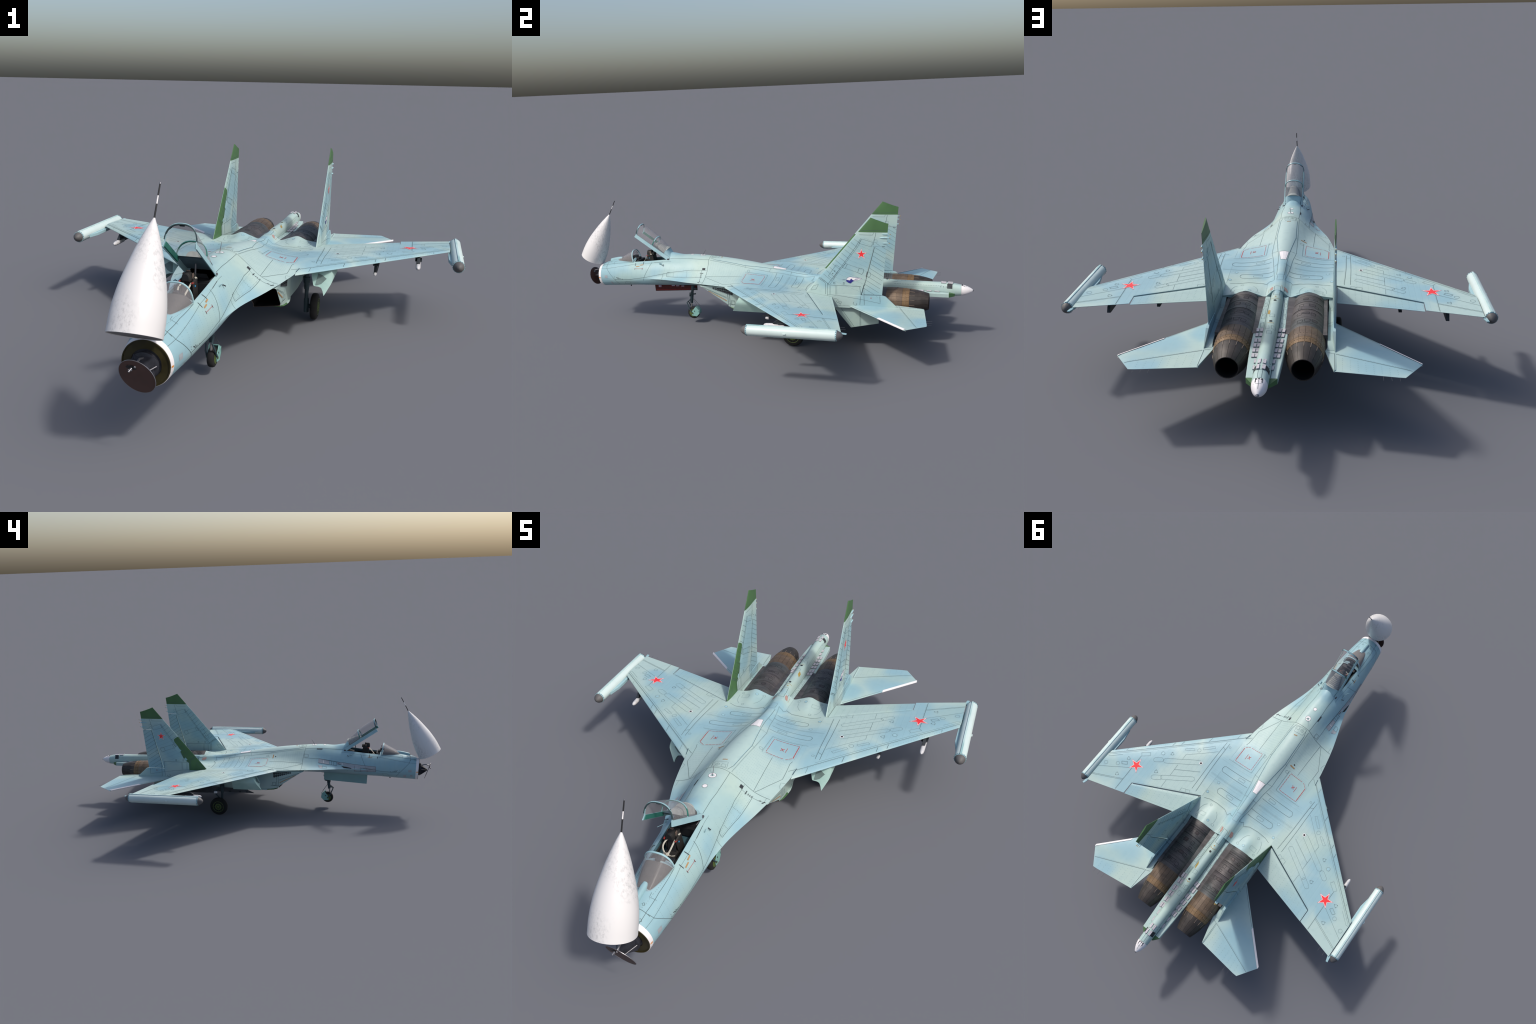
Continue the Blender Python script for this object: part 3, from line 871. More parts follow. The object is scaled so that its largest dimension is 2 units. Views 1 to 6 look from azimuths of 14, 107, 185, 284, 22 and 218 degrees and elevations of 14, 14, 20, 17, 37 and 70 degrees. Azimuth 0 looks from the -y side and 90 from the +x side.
# ------------------------------------------------------------------ intake nacelles
def nacelle(s):
    def ring(y, q, e, front=False, n=56):
        """rounded box through four corners q = (x, z): low-in, low-out, top-out, top-in"""
        out = []
        for k in range(n):
            t = 2 * math.pi * (k + .5) / n
            c, w = math.cos(t), math.sin(t)
            u = (1 + math.copysign(abs(c) ** (2 / e), c)) / 2
            v = (1 + math.copysign(abs(w) ** (2 / e), w)) / 2
            x = lerp(lerp(q[0][0], q[1][0], u), lerp(q[3][0], q[2][0], u), v)
            z = lerp(lerp(q[0][1], q[1][1], u), lerp(q[3][1], q[2][1], u), v)
            yy = y - (2.07 * max(0, z - .186) if front else 0)
            out.append(V((s * x, yy, z)))
        return out
    def box4(x0, x1, z0, z1):
        return ((x0, z0), (x1, z0), (x1, z1), (x0, z1))
    F0 = ((.0625, .1395), (.1535, .1520), (.1665, .254), (.062, .254))
    F1 = ((.0640, .1412), (.1520, .1535), (.1648, .2525), (.0635, .2525))
    secs = [ring(-.1365, F0, 30, True), ring(-.118, ((.0615, .1380), (.1560, .1470), (.1675, .254), (.0615, .254)), 30, True),
            ring(-.085, ((.0615, .1365), (.1590, .1385), (.1690, .254), (.0615, .254)), 18),
            ring(0, ((.061, .1365), (.163, .1370), (.1700, .252), (.061, .252)), 10), ring(.10, box4(.058, .171, .1375, .250), 7), ring(.20, box4(.053, .175, .1400, .248), 4.5),
            ring(.30, box4(.050, .180, .1440, .250), 2.8), ring(.350, box4(.0505, .1795, .1475, .255), 2.2), ring(.372, box4(.0510, .1785, .1475, .262), 2.05)]
    nac = Geo().grid(secs, True).obj('intake_nacelle', M['paint'], fuselage, 40)
    lip = Geo().grid([ring(-.1360, F0, 30, True), ring(-.1374, ((.0632, .1403), (.1528, .1528), (.1656, .2532), (.0628, .2532)), 30, True), ring(-.1360, F1, 30, True)], True)
    lip.obj('intake_lip', M['brown'], nac)
    duct = Geo().grid([ring(-.1360, F1, 30, True), ring(-.06, box4(.066, .160, .145, .246), 12), ring(.05, box4(.064, .160, .150, .244), 6), ring(.051, box4(.113, .116, .19, .2), 2)], True)
    duct.obj('intake_duct', M['inside'], nac)
    # blister on the lower lip, green in front
    g = Geo()
    g.grid([[V((s * x, y, z)) for x, z in ((.100, .1385), (.108, zl), (.156, zl + .001), (xo, zl + .006), (xo - .002, zl + .011))] for y, zl, xo in ((-.070, .1345, .1655), (-.050, .1335, .1670), (-.030, .1345, .1665), (-.005, .1385, .163))], True, True)
    g.obj('lip_blister', M['paint'], nac, 50)
    g = Geo()
    g.grid([[V((s * x, y, z)) for x, z in ((.085, .1385), (.090, zl), (.152, zl + .001), (xo, zl + .0055), (xo - .002, zl + .0085))] for y, zl, xo in ((-.126, .1440, .1560), (-.105, .1375, .1605), (-.070, .1343, .1658))], True, True)
    g.obj('lip_blister', M['green'], nac, 50)
    # side louvre grille
    g = Geo()
    slots = 9
    for k in range(slots):
        y = -.203 + .0113 * k
        zt = .2500 - .0008 * k
        zb = lerp(.2410, .2150, k / (slots - 1))
        m_ = (zt + zb) / 2
        g.box((s * .1670, y, (zt + m_) / 2 + .0006), (.006, .0088, zt - m_ - .0018))
        g.box((s * .1664, y, (m_ + zb) / 2 - .0006), (.006, .0088, m_ - zb - .0018))
    g.obj('louvre', M['dark'], nac)
    # hatch outlines and warning stripe along the splitter edge
    # pylon under the nacelle
    g = Geo()
    g.prism([(.020, .100), (.055, .115), (.055, .140), (.33, .146), (.345, .118), (.325, .103)], s * .1095, s * .1195)
    g.obj('nacelle_pylon', M['rail'], nac, bevel=.0012)
    g = Geo()
    for y in (.06, .10, .16, .22, .29):
        g.box((s * .1145, y, .106), (.013, .009, .006))
    g.obj('pylon_lug', M['dark'], nac)
def warn():
    m, nt, b = new_mat('warning_stripe_paint')
    co = nd(nt, 'ShaderNodeTexCoord').outputs['Object']
    w = nd(nt, 'ShaderNodeTexWave', bands_direction='Y')
    w.inputs['Scale'].default_value = 34
    nt.links.new(co, w.inputs['Vector'])
    c = mix_col(nt, ramp(nt, w.outputs['Fac'], .4, .6), (.34, .07, .05), (.40, .30, .08))
    nt.links.new(c, b.inputs['Base Color'])
    return m
M['warn'] = warn()
nacelle(1)
nacelle(-1)
# ------------------------------------------------------------------ wings
X_BREAK = .5125                     # outboard end of the flaperon
def slat_f(x):  return lerp(.074, .105, (x - .2) / .49)
def hinge_f(x):
    yh = .267 + (x - .209) * (.4066 - .267) / (.512 - .209)
    return (yh - wing_le(x)) / (wing_te(x) - wing_le(x))

def wing_patch(geo, s, x0, x1, fa, fb, nx=14, nf=18, dz=None):
    up, lo = [], []
    for i in range(nx + 1):
        x = lerp(x0, x1, i / nx)
        a, b_ = fa(x), fb(x)
        ru, rl = [], []
        for j in range(nf + 1):
            t = j / nf
            f = lerp(a, b_, t)
            if a < 1e-6:                                     # bunch points at the leading edge
                f = b_ * t * t
            y = lerp(wing_le(x), wing_te(x), f)
            zu, zl = wing_z(x, y)
            if f > .9999:
                zu, zl = (zu + zl) / 2 + .0006, (zu + zl) / 2 - .0006
            if dz:
                zu, zl, y = dz(x, y, zu, zl, t)
            ru.append(V((s * x, y, zu)))
            rl.append(V((s * x, y, zl)))
        up.append(ru)
        lo.append(rl)
    loops = [u + list(reversed(l)) for u, l in zip(up, lo)]
    geo.grid(loops, True, True)
    return geo

def flap_dz(x, y, zu, zl, t):
    d = -math.tan(math.radians(lerp(5.2, 3.4, (x - .209) / .3)))
    yh = lerp(wing_le(x), wing_te(x), hinge_f(x))
    k = (y - yh) * d - .0006
    nose = max(0, .12 - t) / .12
    return zu + k - .0030 * nose, zl + k + .0010 * nose, y + .0008

def wing(s):
    g = Geo()
    wing_patch(g, s, X_ROOT - .004, X_BREAK, lambda x: slat_f(x) + .002, lambda x: hinge_f(x) - .004)
    wing_patch(g, s, X_BREAK, X_TIP, lambda x: slat_f(x) + .002, lambda x: 1.0, 10, 20)
    w = g.obj('wing', M['paint'], root, 30)
    wing_patch(Geo(), s, .199, X_TIP - .0015, lambda x: 0.0, slat_f, 20, 10).obj('slat', M['paint'], w, 30)
    wing_patch(Geo(), s, .2135, X_BREAK - .003, lambda x: hinge_f(x) + .002, lambda x: 1.0, 14, 10, flap_dz).obj('flaperon', M['paint'], w, 30)
    # wing-tip pod
    c = V((s * .7205, 0, .2585))
    R = .0205
    pod = Geo().rev(c, (0, 1, 0), [(.150, R * .98), (.152, R), (.503, R), (.505, R * .98)], 32).obj('wing_tip_pod', M['pod'], w)
    nose = [(.1240, .0012), (.1250, .0045), (.128, .0088), (.133, .0132), (.139, .0168), (.1460, .0192), (.1475, .0194)]
    Geo().rev(c, (0, 1, 0), nose, 32).obj('pod_cap', M['cap'], pod)
    tail = [(.5075, .0194), (.512, .0178), (.518, .0145), (.524, .0100), (.528, .0055), (.5298, .0012)]
    Geo().rev(c, (0, 1, 0), tail, 32).obj('pod_cap', M['cap'], pod)
    for a, b_ in ((.1475, .1535), (.5015, .5075)):
        Geo().rev(c, (0, 1, 0), [(a, R * .97), (a + .0004, R * 1.02), (b_ - .0004, R * 1.02), (b_, R * .97)], 32).obj('pod_collar', M['pale'], pod)
        gg = Geo()
        for k in range(16):
            t = 2 * math.pi * (k + .5) / 16
            gg.box(c + V((math.cos(t) * R * 1.015, (a + b_) / 2, math.sin(t) * R * 1.015)), (.0022, .0022, .0022))
        gg.obj('pod_bolt', M['dark'], pod)
    Geo().box(c + V((0, .327, R + .0008)), (.0068, .358, .0038)).obj('pod_rail', M['pod_strip'], pod, bevel=.0006)
    Geo().box(c + V((0, .327, -R - .0006)), (.0060, .350, .0030)).obj('pod_rail', M['pod_strip'], pod, bevel=.0006)
    Geo().box(c + V((s * (R + .0015), .306, .000)), (.004, .012, .0035)).obj('pod_handle', M['pod'], pod, bevel=.001)
    g = Geo()
    g.prism([(s * .7005, .200), (s * .6900, .255), (s * .6900, .345), (s * .701, .50)], .2455, .2570, 'z')
    g.prism([(s * .7015, .170), (s * .6995, .185), (s * .6995, .50), (s * .7015, .50)], .2565, .2590, 'z')
    g.obj('pod_adaptor', M['pale'], pod, bevel=.0008)
    Geo().prism([(s * .6935, .500), (s * .7045, .512), (s * .7075, .540), (s * .6985, .540), (s * .6915, .516)], .2585, .2620, 'z').obj('pod_fin', M['pale'], pod, bevel=.0006)
    # weapon rails under the wing
    g = Geo()
    x = s * .5845
    g.prism([(.215, .243), (.235, .2290), (.470, .2270), (.480, .2310), (.470, .2500), (.45, .262), (.24, .262)], x - .0055, x + .0055)
    g.box((x, .262, .2455), (.024, .05, .0035))
    rail_ob = g.obj('launch_rail', M['rail_dark'], w, bevel=.001)
    Geo().rev((x, .176, .2325), (0, 1, 0), [(0, .0012), (.003, .0048), (.010, .0075), (.022, .0086), (.024, .0080), (.026, .0086), (.085, .0086), (.090, .0060)], 20).obj('launcher_head', M['missile'], rail_ob)
    x = s * .4370
    g = Geo()
    g.prism([(.150, .2060), (.175, .2440), (.215, .258), (.36, .258), (.375, .240), (.365, .208)], x - .005, x + .005)
    g.box((x, .180, .2360), (.020, .030, .004))
    g.box((x, .275, .2085), (.012, .18, .007))
    rail_ob = g.obj('launch_rail', M['rail_dark'], w, bevel=.001)
    Geo().rev((x, .138, .2085), (0, 1, 0), [(0, .0020), (.002, .0052), (.010, .0064), (.016, .0064)], 16).obj('launcher_head', M['missile'], rail_ob)
    # static dischargers
    g = Geo()
    for xx in (.645, .672):
        g.rod((s * xx, wing_te(xx) - .002, .2645), (s * xx, wing_te(xx) + .020, .2655), .0004, seg=5)
    ob = g.obj('static_wick', M['rail'], w)
    # main gear: bay door, leg, torque link, wheel
    g = Geo()
    prof = [(.2400, .2560), (.2405, .2330), (.2470, .2075), (.2500, .2050), (.2650, .2040), (.2745, .2010), (.2800, .1920), (.2854, .1775),
            (.2925, .1900), (.2995, .2030), (.3055, .2140), (.3095, .2230), (.3112, .2310), (.3105, .2420), (.3075, .2580)]
    loops = []
    for y, rk in ((-.066, 1.0), (-.064, 1.0), (.02, .3), (.092, 0)):
        loops.append([V((s * (x - .004 * max(0, (z - .22) / .03)), y + rk * .55 * max(0, z - .178), z)) for x, z in prof])
    g.grid(loops, True, True)
    door = g.obj('gear_door', M['door'], w, 48)
    g = Geo()
    rec = [(.2600, .2440), (.2740, .2400), (.2900, .2300), (.2740, .2140), (.2620, .2090), (.2540, .2080)]
    g.add([V((s * x, -.0672 + .55 * (z - .178), z)) for x, z in rec] + [V((s * x, -.0650 + .55 * (z - .178), z)) for x, z in rec],
          [tuple(range(6)), tuple(range(6, 12))] + [(i, (i + 1) % 6, 6 + (i + 1) % 6, 6 + i) for i in range(6)])
    g.obj('gear_door_recess', M['recess'], door)
    g = Geo()
    g.rod((s * .186, .182, .250), (s * .187, .186, .120), .0100, .0092, 16)
    g.rod((s * .187, .186, .166), (s * .187, .186, .145), .0135, .0125, 16)
    g.rod((s * .187, .186, .125), (s * .1875, .190, .065), .0070, seg=16)
    g.rod((s * .1875, .190, .082), (s * .1880, .192, .028), .0095, seg=16)
    g.rod((s * .176, .188, .155), (s * .200, .188, .155), .0050)
    g.tube([(s * .187, .196, .148), (s * .187, .226, .128), (s * .187, .232, .124), (s * .187, .222, .108), (s * .187, .200, .082)], .0040, 8)
    g.rod((s * .187, .185, .225), (s * .187, .300, .235), .0045)
    leg = g.obj('main_gear_leg', M['gear'], w)
    wc = V((s * .2185, .2005, .0497))
    prof = [(-.0138, .030), (-.0132, .040), (-.0105, .0468), (-.0060, .0495), (0, .0500), (.0060, .0495), (.0105, .0468), (.0132, .040), (.0138, .030)]
    tyre = Geo().rev(wc, (s, 0, 0), prof, 44).obj('tyre', M['rubber'], leg, 60)
    g = Geo()
    g.rev(wc, (s, 0, 0), [(-.0142, .020), (-.0142, .030), (.0142, .0315), (.0146, .0295), (.0126, .0270), (.0126, .0200), (.0142, .0185), (.0145, .0120), (.0128, .0100), (.0150, .0060), (.0155, .002)], 36)
    hub = g.obj('wheel_hub', M['hub'], tyre)
    g = Geo()
    for k in range(12):
        t = 2 * math.pi * k / 12
        g.rev(wc + V((s * .0120, math.cos(t) * .0235, math.sin(t) * .0235)), (s, 0, 0), [(0, .0020), (.0018, .0018)], 8)
    g.obj('hub_bolt', M['orange'] if False else M['steel'], tyre)
    g = Geo().rod(wc - V((s * .032, .008, -.0)), wc - V((s * .010, 0, 0)), .008)
    g.obj('wheel_axle', M['gear'], leg)

M['pod_strip'] = paint_material('pod_strip_paint', (.44, .58, .57), (.26, .42, .42), blotch=False)
M['rail_dark'] = plain('rail_dark', (.022, .028, .034), .5, vary=.3, scale=50)
M['door'] = plain('gear_door_paint', (.38, .54, .49), .45, dark=(.30, .47, .43), scale=14)
M['recess'] = plain('gear_door_recess', (.15, .22, .21), .6, vary=.3, scale=20)
wing(1)
wing(-1)

# ------------------------------------------------------------------ fins, rudders, side beams
def fin_le(z): return .2575 + (z - .252) * .8455
def fin_te(z): return .6088 + (z - .258) * .0846
def fin_half(f, z):
    k = (z - .25) / .36
    th = lerp(.0062, .0022, k)
    if f < .35:
        return th * math.sqrt(max(0, 1 - ((.35 - f) / .35) ** 2)) + .0004
    return th * (1 - (f - .35) / .65) ** .9 + .0006
def fin_top(f): return .6095 - .0265 * f

def fin(s):
    fx = s * .2045
    def patch(fa, fb, za, zb, name, mat, parent, nf=16, nz=14, shift=0.0):
        loops = []
        for i in range(nz + 1):
            t = i / nz
            a, b_ = [], []
            za_, zb_ = za(0) if callable(za) else za, None
            for j in range(nf + 1):
                u = j / nf
                zref = lerp(za(.5) if callable(za) else za, zb(.5) if callable(zb) else zb, t)
                f0, f1 = fa(zref), fb(zref)
                f = lerp(f0, f1, u * u if f0 < 1e-6 else u)
                z = lerp(za(f) if callable(za) else za, zb(f) if callable(zb) else zb, t)
                y = lerp(fin_le(z), fin_te(z), f)
                h = fin_half(f, z)
                a.append(V((fx + h + shift, y, z)))
                b_.append(V((fx - h + shift, y, z)))
            loops.append(a + list(reversed(b_)))
        return Geo().grid(loops, True, True).obj(name, mat, parent, 30)
    def hf(z):
        y = .5284 + (z - .2994) * (.5762 - .5284) / (.4863 - .2994)
        return (y - fin_le(z)) / (fin_te(z) - fin_le(z))
    base = lambda f: lerp(.2515, .2440, f)
    v = patch(lambda z: 0.0, lambda z: hf(z) - .006, base, .5445, 'fin', M['paint'], root, 18, 24)
    patch(lambda z: hf(z) - .006, lambda z: 1.0, .4845, .5445, 'fin_tip_box', M['paint'], v, 8, 6)
    patch(lambda z: hf(z) + .004, lambda z: 1.0, .2600, .4825, 'rudder', M['paint'], v, 10, 16)
    patch(lambda z: 0.0, lambda z: 1.0, .5448, fin_top, 'fin_cap', M['green'], v, 20, 6)
    # side beam carrying fin and tailplane
    g = Geo()
    g.prism([(.275, .2530), (.360, .2540), (.400, .2300), (.640, .2220), (.668, .2080), (.662, .1960), (.387, .1955), (.300, .215)], s * .1845, s * .2098)
    g.prism([(.275, .2535), (.56, .2580), (.6110, .2585), (.6255, .2545), (.6775, .2085), (.640, .2060), (.39, .2060), (.33, .22)], s * .2005, s * .2106)
    for p in g.v:                                                 # the rear fairing tapers to a knife edge
        if p.y > .66 and abs(abs(p.x) - .2005) < 1e-4:
            p.x = s * .2085
    g.obj('tail_beam', M['paint'], v, 25, bevel=.0005)
    # antennas on the trailing edge
    g = Geo()
    for z, l, r in ((.5375, .034, .0026), (.5215, .044, .0030), (.4975, .030, .0028)):
        y1 = fin_te(z) + .009
        g.rev((fx + s * .0022, y1 - l, z), (0, 1, 0), [(0, .0004), (l * .25, r), (l * .8, r), (l, r * .6)], 12)
    g.obj('fin_antenna', M['pale'], v)
    g = Geo()
    for z, l in ((.5375, .006), (.5215, .006), (.4975, .005)):
        y1 = fin_te(z) + .009
        g.rod((fx + s * .0022, y1, z), (fx + s * .0022, y1 + l, z), .0014, .0008)
    g.obj('fin_antenna_tip', M['gold'], v)
    # ventral fin
    g = Geo()
    g.prism([(.382, .1990), (.397, .1820), (.466, .0962), (.592, .1230), (.592, .1990)], s * .1885, s * .1925)
    g.obj('ventral_fin', M['paint'], v, bevel=.001)
    if s < 0:                                                     # green repaint along the lower leading edge
        sk = Geo()
        for side in (1, -1):
            rows_ = []
            for i in range(25):
                z = lerp(.2535, .4450, i / 24)
                rear = pchip([.2535, .2960, .2990, .3170, .3810, .4280, .4450], [.3635, .3640, .3690, .3920, .4180, .4465, .4220])(z)
                rear = max(rear, fin_le(z) + .001)
                row = []
                for j in range(9):
                    u = j / 8
                    y = lerp(fin_le(z) - .0004, rear, u * u)
                    f = (y - fin_le(z)) / (fin_te(z) - fin_le(z))
                    row.append(V((fx + side * (fin_half(max(f, 0), z) + .0005), y, z)))
                rows_.append(row)
            sk.grid(rows_)
        sk.obj('fin_green_edge', M['green'], v, 40)
    return v
fins = {1: fin(1), -1: fin(-1)}

# ------------------------------------------------------------------ tailplanes
def tailplane(s):
    loops = []
    N = 14
    for i in range(N + 1):
        t = i / N
        x = lerp(.206, .4745, t)
        le = lerp(.4590, .7288, t)
        te = lerp(.7915, .8170, (x - .206) / (.4150 - .206)) if x < .4150 else lerp(.8170, .7345, (x - .4150) / (.4745 - .4150))
        if x > .4150:
            te = lerp(.8185, .7345, (x - .4150) / .0595)
        a, b_ = [], []
        for j in range(15):
            f = (j / 14) ** 1.5
            th = lerp(.0075, .0025, t) * (thick(f)) * .75 + .0005
            y = lerp(le, te, f)
            a.append(V((s * x, y, .2040 + th)))
            b_.append(V((s * x, y, .2040 - th)))
        loops.append(a + list(reversed(b_)))
    # keep the raked tip corner crisp
    tp = Geo().grid(loops, True, True).obj('tailplane', M['paint'], root, 30)
    g = Geo()
    g.prism([(s * .186, .640), (s * .1765, .672), (s * .2065, .7912), (s * .212, .786), (s * .212, .60), (s * .19, .60)], .2000, .2075, 'z')
    g.obj('tailplane_root', M['paint'], tp, bevel=.001)
    # bare leading-edge strip
    g = Geo()
    rows_ = []
    for i in range(9):
        t = lerp(.545, .995, i / 8)
        x = lerp(.206, .4745, t)
        le = lerp(.4590, .7288, t)
        rows_.append([V((s * x, le + dy, .2040 + dz)) for dy, dz in ((.0110, .0040), (.0050, .0036), (-.0006, .0012), (-.0006, -.0012), (.0050, -.0036), (.0110, -.004))])
    g.grid(rows_)
    g.obj('tailplane_edge_strip', M['white'], tp, 40)
    g = Geo()
    for x in (.352, .376, .400):
        g.rod((s * x, .808, .204), (s * x, .834, .204), .0004, seg=5)
    g.obj('static_wick', M['rail'], tp)
    return tp
tails = {1: tailplane(1), -1: tailplane(-1)}

# ------------------------------------------------------------------ nose gear
g = Geo()
g.rod((0, -.380, .225), (0, -.395, .128), .0072, .0065, 14)
g.rod((0, -.3925, .150), (0, -.3975, .108), .0085, .0078, 14)
g.rod((0, -.383, .205), (0, -.386, .180), .0090, seg=14)
g.rod((0, -.384, .188), (0, -.366, .183), .0050)
g.rod((0, -.390, .154), (0, -.371, .157), .0042, .0036)
g.tube([(.009, -.398, .165), (.009, -.4015, .145)], .0030)
g.tube([(-.009, -.398, .165), (-.009, -.4015, .145)], .0030)
nose_leg = g.obj('nose_gear_leg', M['gear'], root)
Geo().rod((0, -.3965, .112), (0, -.401, .078), .0040, seg=14).obj('oleo', M['chrome'], nose_leg)
g = Geo()
for s in (-1, 1):
    g.tube([(s * .005, -.3985, .128), (s * .009, -.4195, .1110), (s * .0155, -.407, .082), (s * .0165, -.3895, .0565)], .0030, 8)
g.obj('nose_gear_link', M['gear'], nose_leg)
g = Geo()
for s in (-1, 1):
    g.rod((s * .003, -.386, .130), (s * .013, -.3570, .0880), .0008, seg=6)
g.obj('mudguard_rod', M['rail'], nose_leg)
nwc = V((.0005, -.3880, .0560))
prof = [(-.0112, .020), (-.0108, .025), (-.0085, .0293), (-.0045, .0312), (0, .0316), (.0045, .0312), (.0085, .0293), (.0108, .025), (.0112, .020)]
nt_ = Geo().rev(nwc, (1, 0, 0), prof, 36).obj('tyre', M['rubber'], nose_leg, 60)
Geo().rev(nwc, (1, 0, 0), [(-.0135, .006), (-.0118, .0195), (.0118, .0195), (.0135, .006)], 28).obj('wheel_hub', M['hub'], nt_)
g = Geo()
guard = [(.0165, .0350), (.0265, .0265), (.0350, .0146), (.0366, 0), (.0220, -.0165), (-.0055, -.0130), (-.0064, .0070)]
pts = [(nwc.y + a, nwc.z + b_) for a, b_ in guard]
for s in (-1, 1):
    g.prism(pts, s * .0142, s * .0165)
g.prism([pts[0], pts[1], pts[2], pts[3], (pts[3][0] - .0022, pts[3][1]), (pts[2][0] - .0022, pts[2][1]), (pts[1][0] - .0018, pts[1][1] - .0018), (pts[0][0], pts[0][1] - .003)], -.0142, .0142)
g.prism([(pts[2][0] - .004, pts[2][1]), (pts[2][0] + .002, pts[2][1] + .009), (pts[2][0] + .003, pts[2][1] + .008), (pts[3][0], pts[3][1])], .0142, .0165)
gd = g.obj('mudguard', M['fender'], nose_leg, bevel=.0006)
g = Geo()
for s in (-1, 1):
    g.rod((s * .0160, nwc.y + .0105, nwc.z + .0115), (s * .0172, nwc.y + .0105, nwc.z + .0115), .0030)
g.obj('mudguard_hole', M['black'], gd)
g = Geo()
for s in (-1, 1):
    g.rod((s * .012, nwc.y - .001, nwc.z), (s * .0190, nwc.y - .001, nwc.z), .0042)
g.obj('nose_axle', M['hub'], nose_leg)
# nose gear door: painted outside, crimson inside
g = Geo().prism([(-.371, .2220), (-.371, .1680), (-.6102, .1525), (-.6140, .2080)], -.0290, -.0272)
nose_door = g.obj('nose_gear_door', M['nose_door'] if 'nose_door' in M else M['pale'], root)
g = Geo().prism([(-.373, .2200), (-.373, .1692), (-.6085, .1537), (-.6120, .2060)], -.0272, -.0256)
lining = g.obj('nose_door_lining', M['crimson'], nose_door)
g = Geo()
g.prism([(-.378, .1765), (-.378, .1735), (-.604, .1590), (-.604, .1620)], -.0256, -.0246)
for k in range(4):
    y = -.402 - .058 * k
    g.prism([(y, .1980), (y, .1745), (y - .002, .1743), (y - .002, .1978)], -.0256, -.0246)
g.obj('nose_door_stiffener', plain('crimson_bright', (.20, .012, .012), .5), lining)
g = Geo()
g.prism([(-.590, .186), (-.590, .176), (-.574, .177), (-.574, .187)], -.0256, -.0250)
for y in (-.515, -.490, -.462):
    g.prism([(y, .1895), (y, .1845), (y + .018, .1855), (y + .018, .1905)], -.0256, -.0250)
g.obj('nose_door_placard', plain('placard_lilac', (.40, .36, .50), .5), lining)
g = Geo().prism([(-.44, .2040), (-.44, .2140), (-.355, .2180), (-.355, .2085)], -.020, .020)
g.obj('nose_gear_bay', M['inside'], root)
Geo().rod((0, -.7365, .190), (0, -.7365, .1835), .0030).obj('belly_lamp', M['dark'], fuselage)
# whip antenna, small sensors along the flanks
Geo().rod((0, -.318, .3645), (0, -.2985, .3930), .0012, .0006).obj('whip_antenna', M['rail'], fuselage)
for s in (1, -1):
    g = Geo()
    g.box((s * .0660, -.524, .3285), (.0016, .013, .0075), Matrix.Rotation(s * .55, 3, 'Y'))
    g.obj('side_blade', M['blade'] if 'blade' in M else M['pale'], fuselage)
    Geo().rod((s * .0660, -.507, .3240), (s * .0760, -.512, .3225), .0016).obj('vane_sensor', M['dark'], fuselage)
Geo().rod((-.060, -.530, .330), (-.078, -.556, .330), .0010, .0007).obj('side_probe', M['pale'], fuselage)
# belly rails between the nacelles
g = Geo()
g.prism([(.00, .188), (.03, .196), (.03, .219), (.31, .219), (.325, .196), (.31, .188)], -.006, .006)
g.obj('belly_pylon', M['rail'], fuselage, bevel=.001)
# ---- DECALS
# ------------------------------------------------------------------ surface marks: panel gaps, rivet rows, stencils
def kids(ob, names):
    out = []
    for c in bpy.context.scene.objects:
        q, base = c, c.name.split('.')[0]
        while q is not None and q is not ob:
            q = q.parent
        if q is ob and base in names:
            out.append(c)
    return out
def tree(obs):
    vs, fs = [], []
    for o in obs:
        k = len(vs)
        vs += [v.co.copy() for v in o.data.vertices]
        fs += [[k + i for i in p.vertices] for p in o.data.polygons]
    return BVHTree.FromPolygons(vs, fs)
wings = [o for o in bpy.context.scene.objects if o.name.split('.')[0] == 'wing']
wing_parts = [o for w in wings for o in [w] + kids(w, ('slat', 'flaperon'))]
T_TOP = tree([fuselage] + wing_parts)
T_BODY = tree([fuselage])
T_BOOM = tree([tail_boom] + kids(fuselage, ('boom_shelf', 'tail_cone')) + [fuselage])
T_FIN = {s: tree([fins[s]] + kids(fins[s], ('rudder', 'fin_tip_box', 'fin_cap', 'tail_beam', 'fin_green_edge'))) for s in fins}
T_TAIL = {s: tree([tails[s]] + kids(tails[s], ('tailplane_root',))) for s in tails}
T_NAC = tree(kids(fuselage, ('intake_nacelle',)))
T_VENT = {s: tree(kids(fins[s], ('ventral_fin',))) for s in fins}

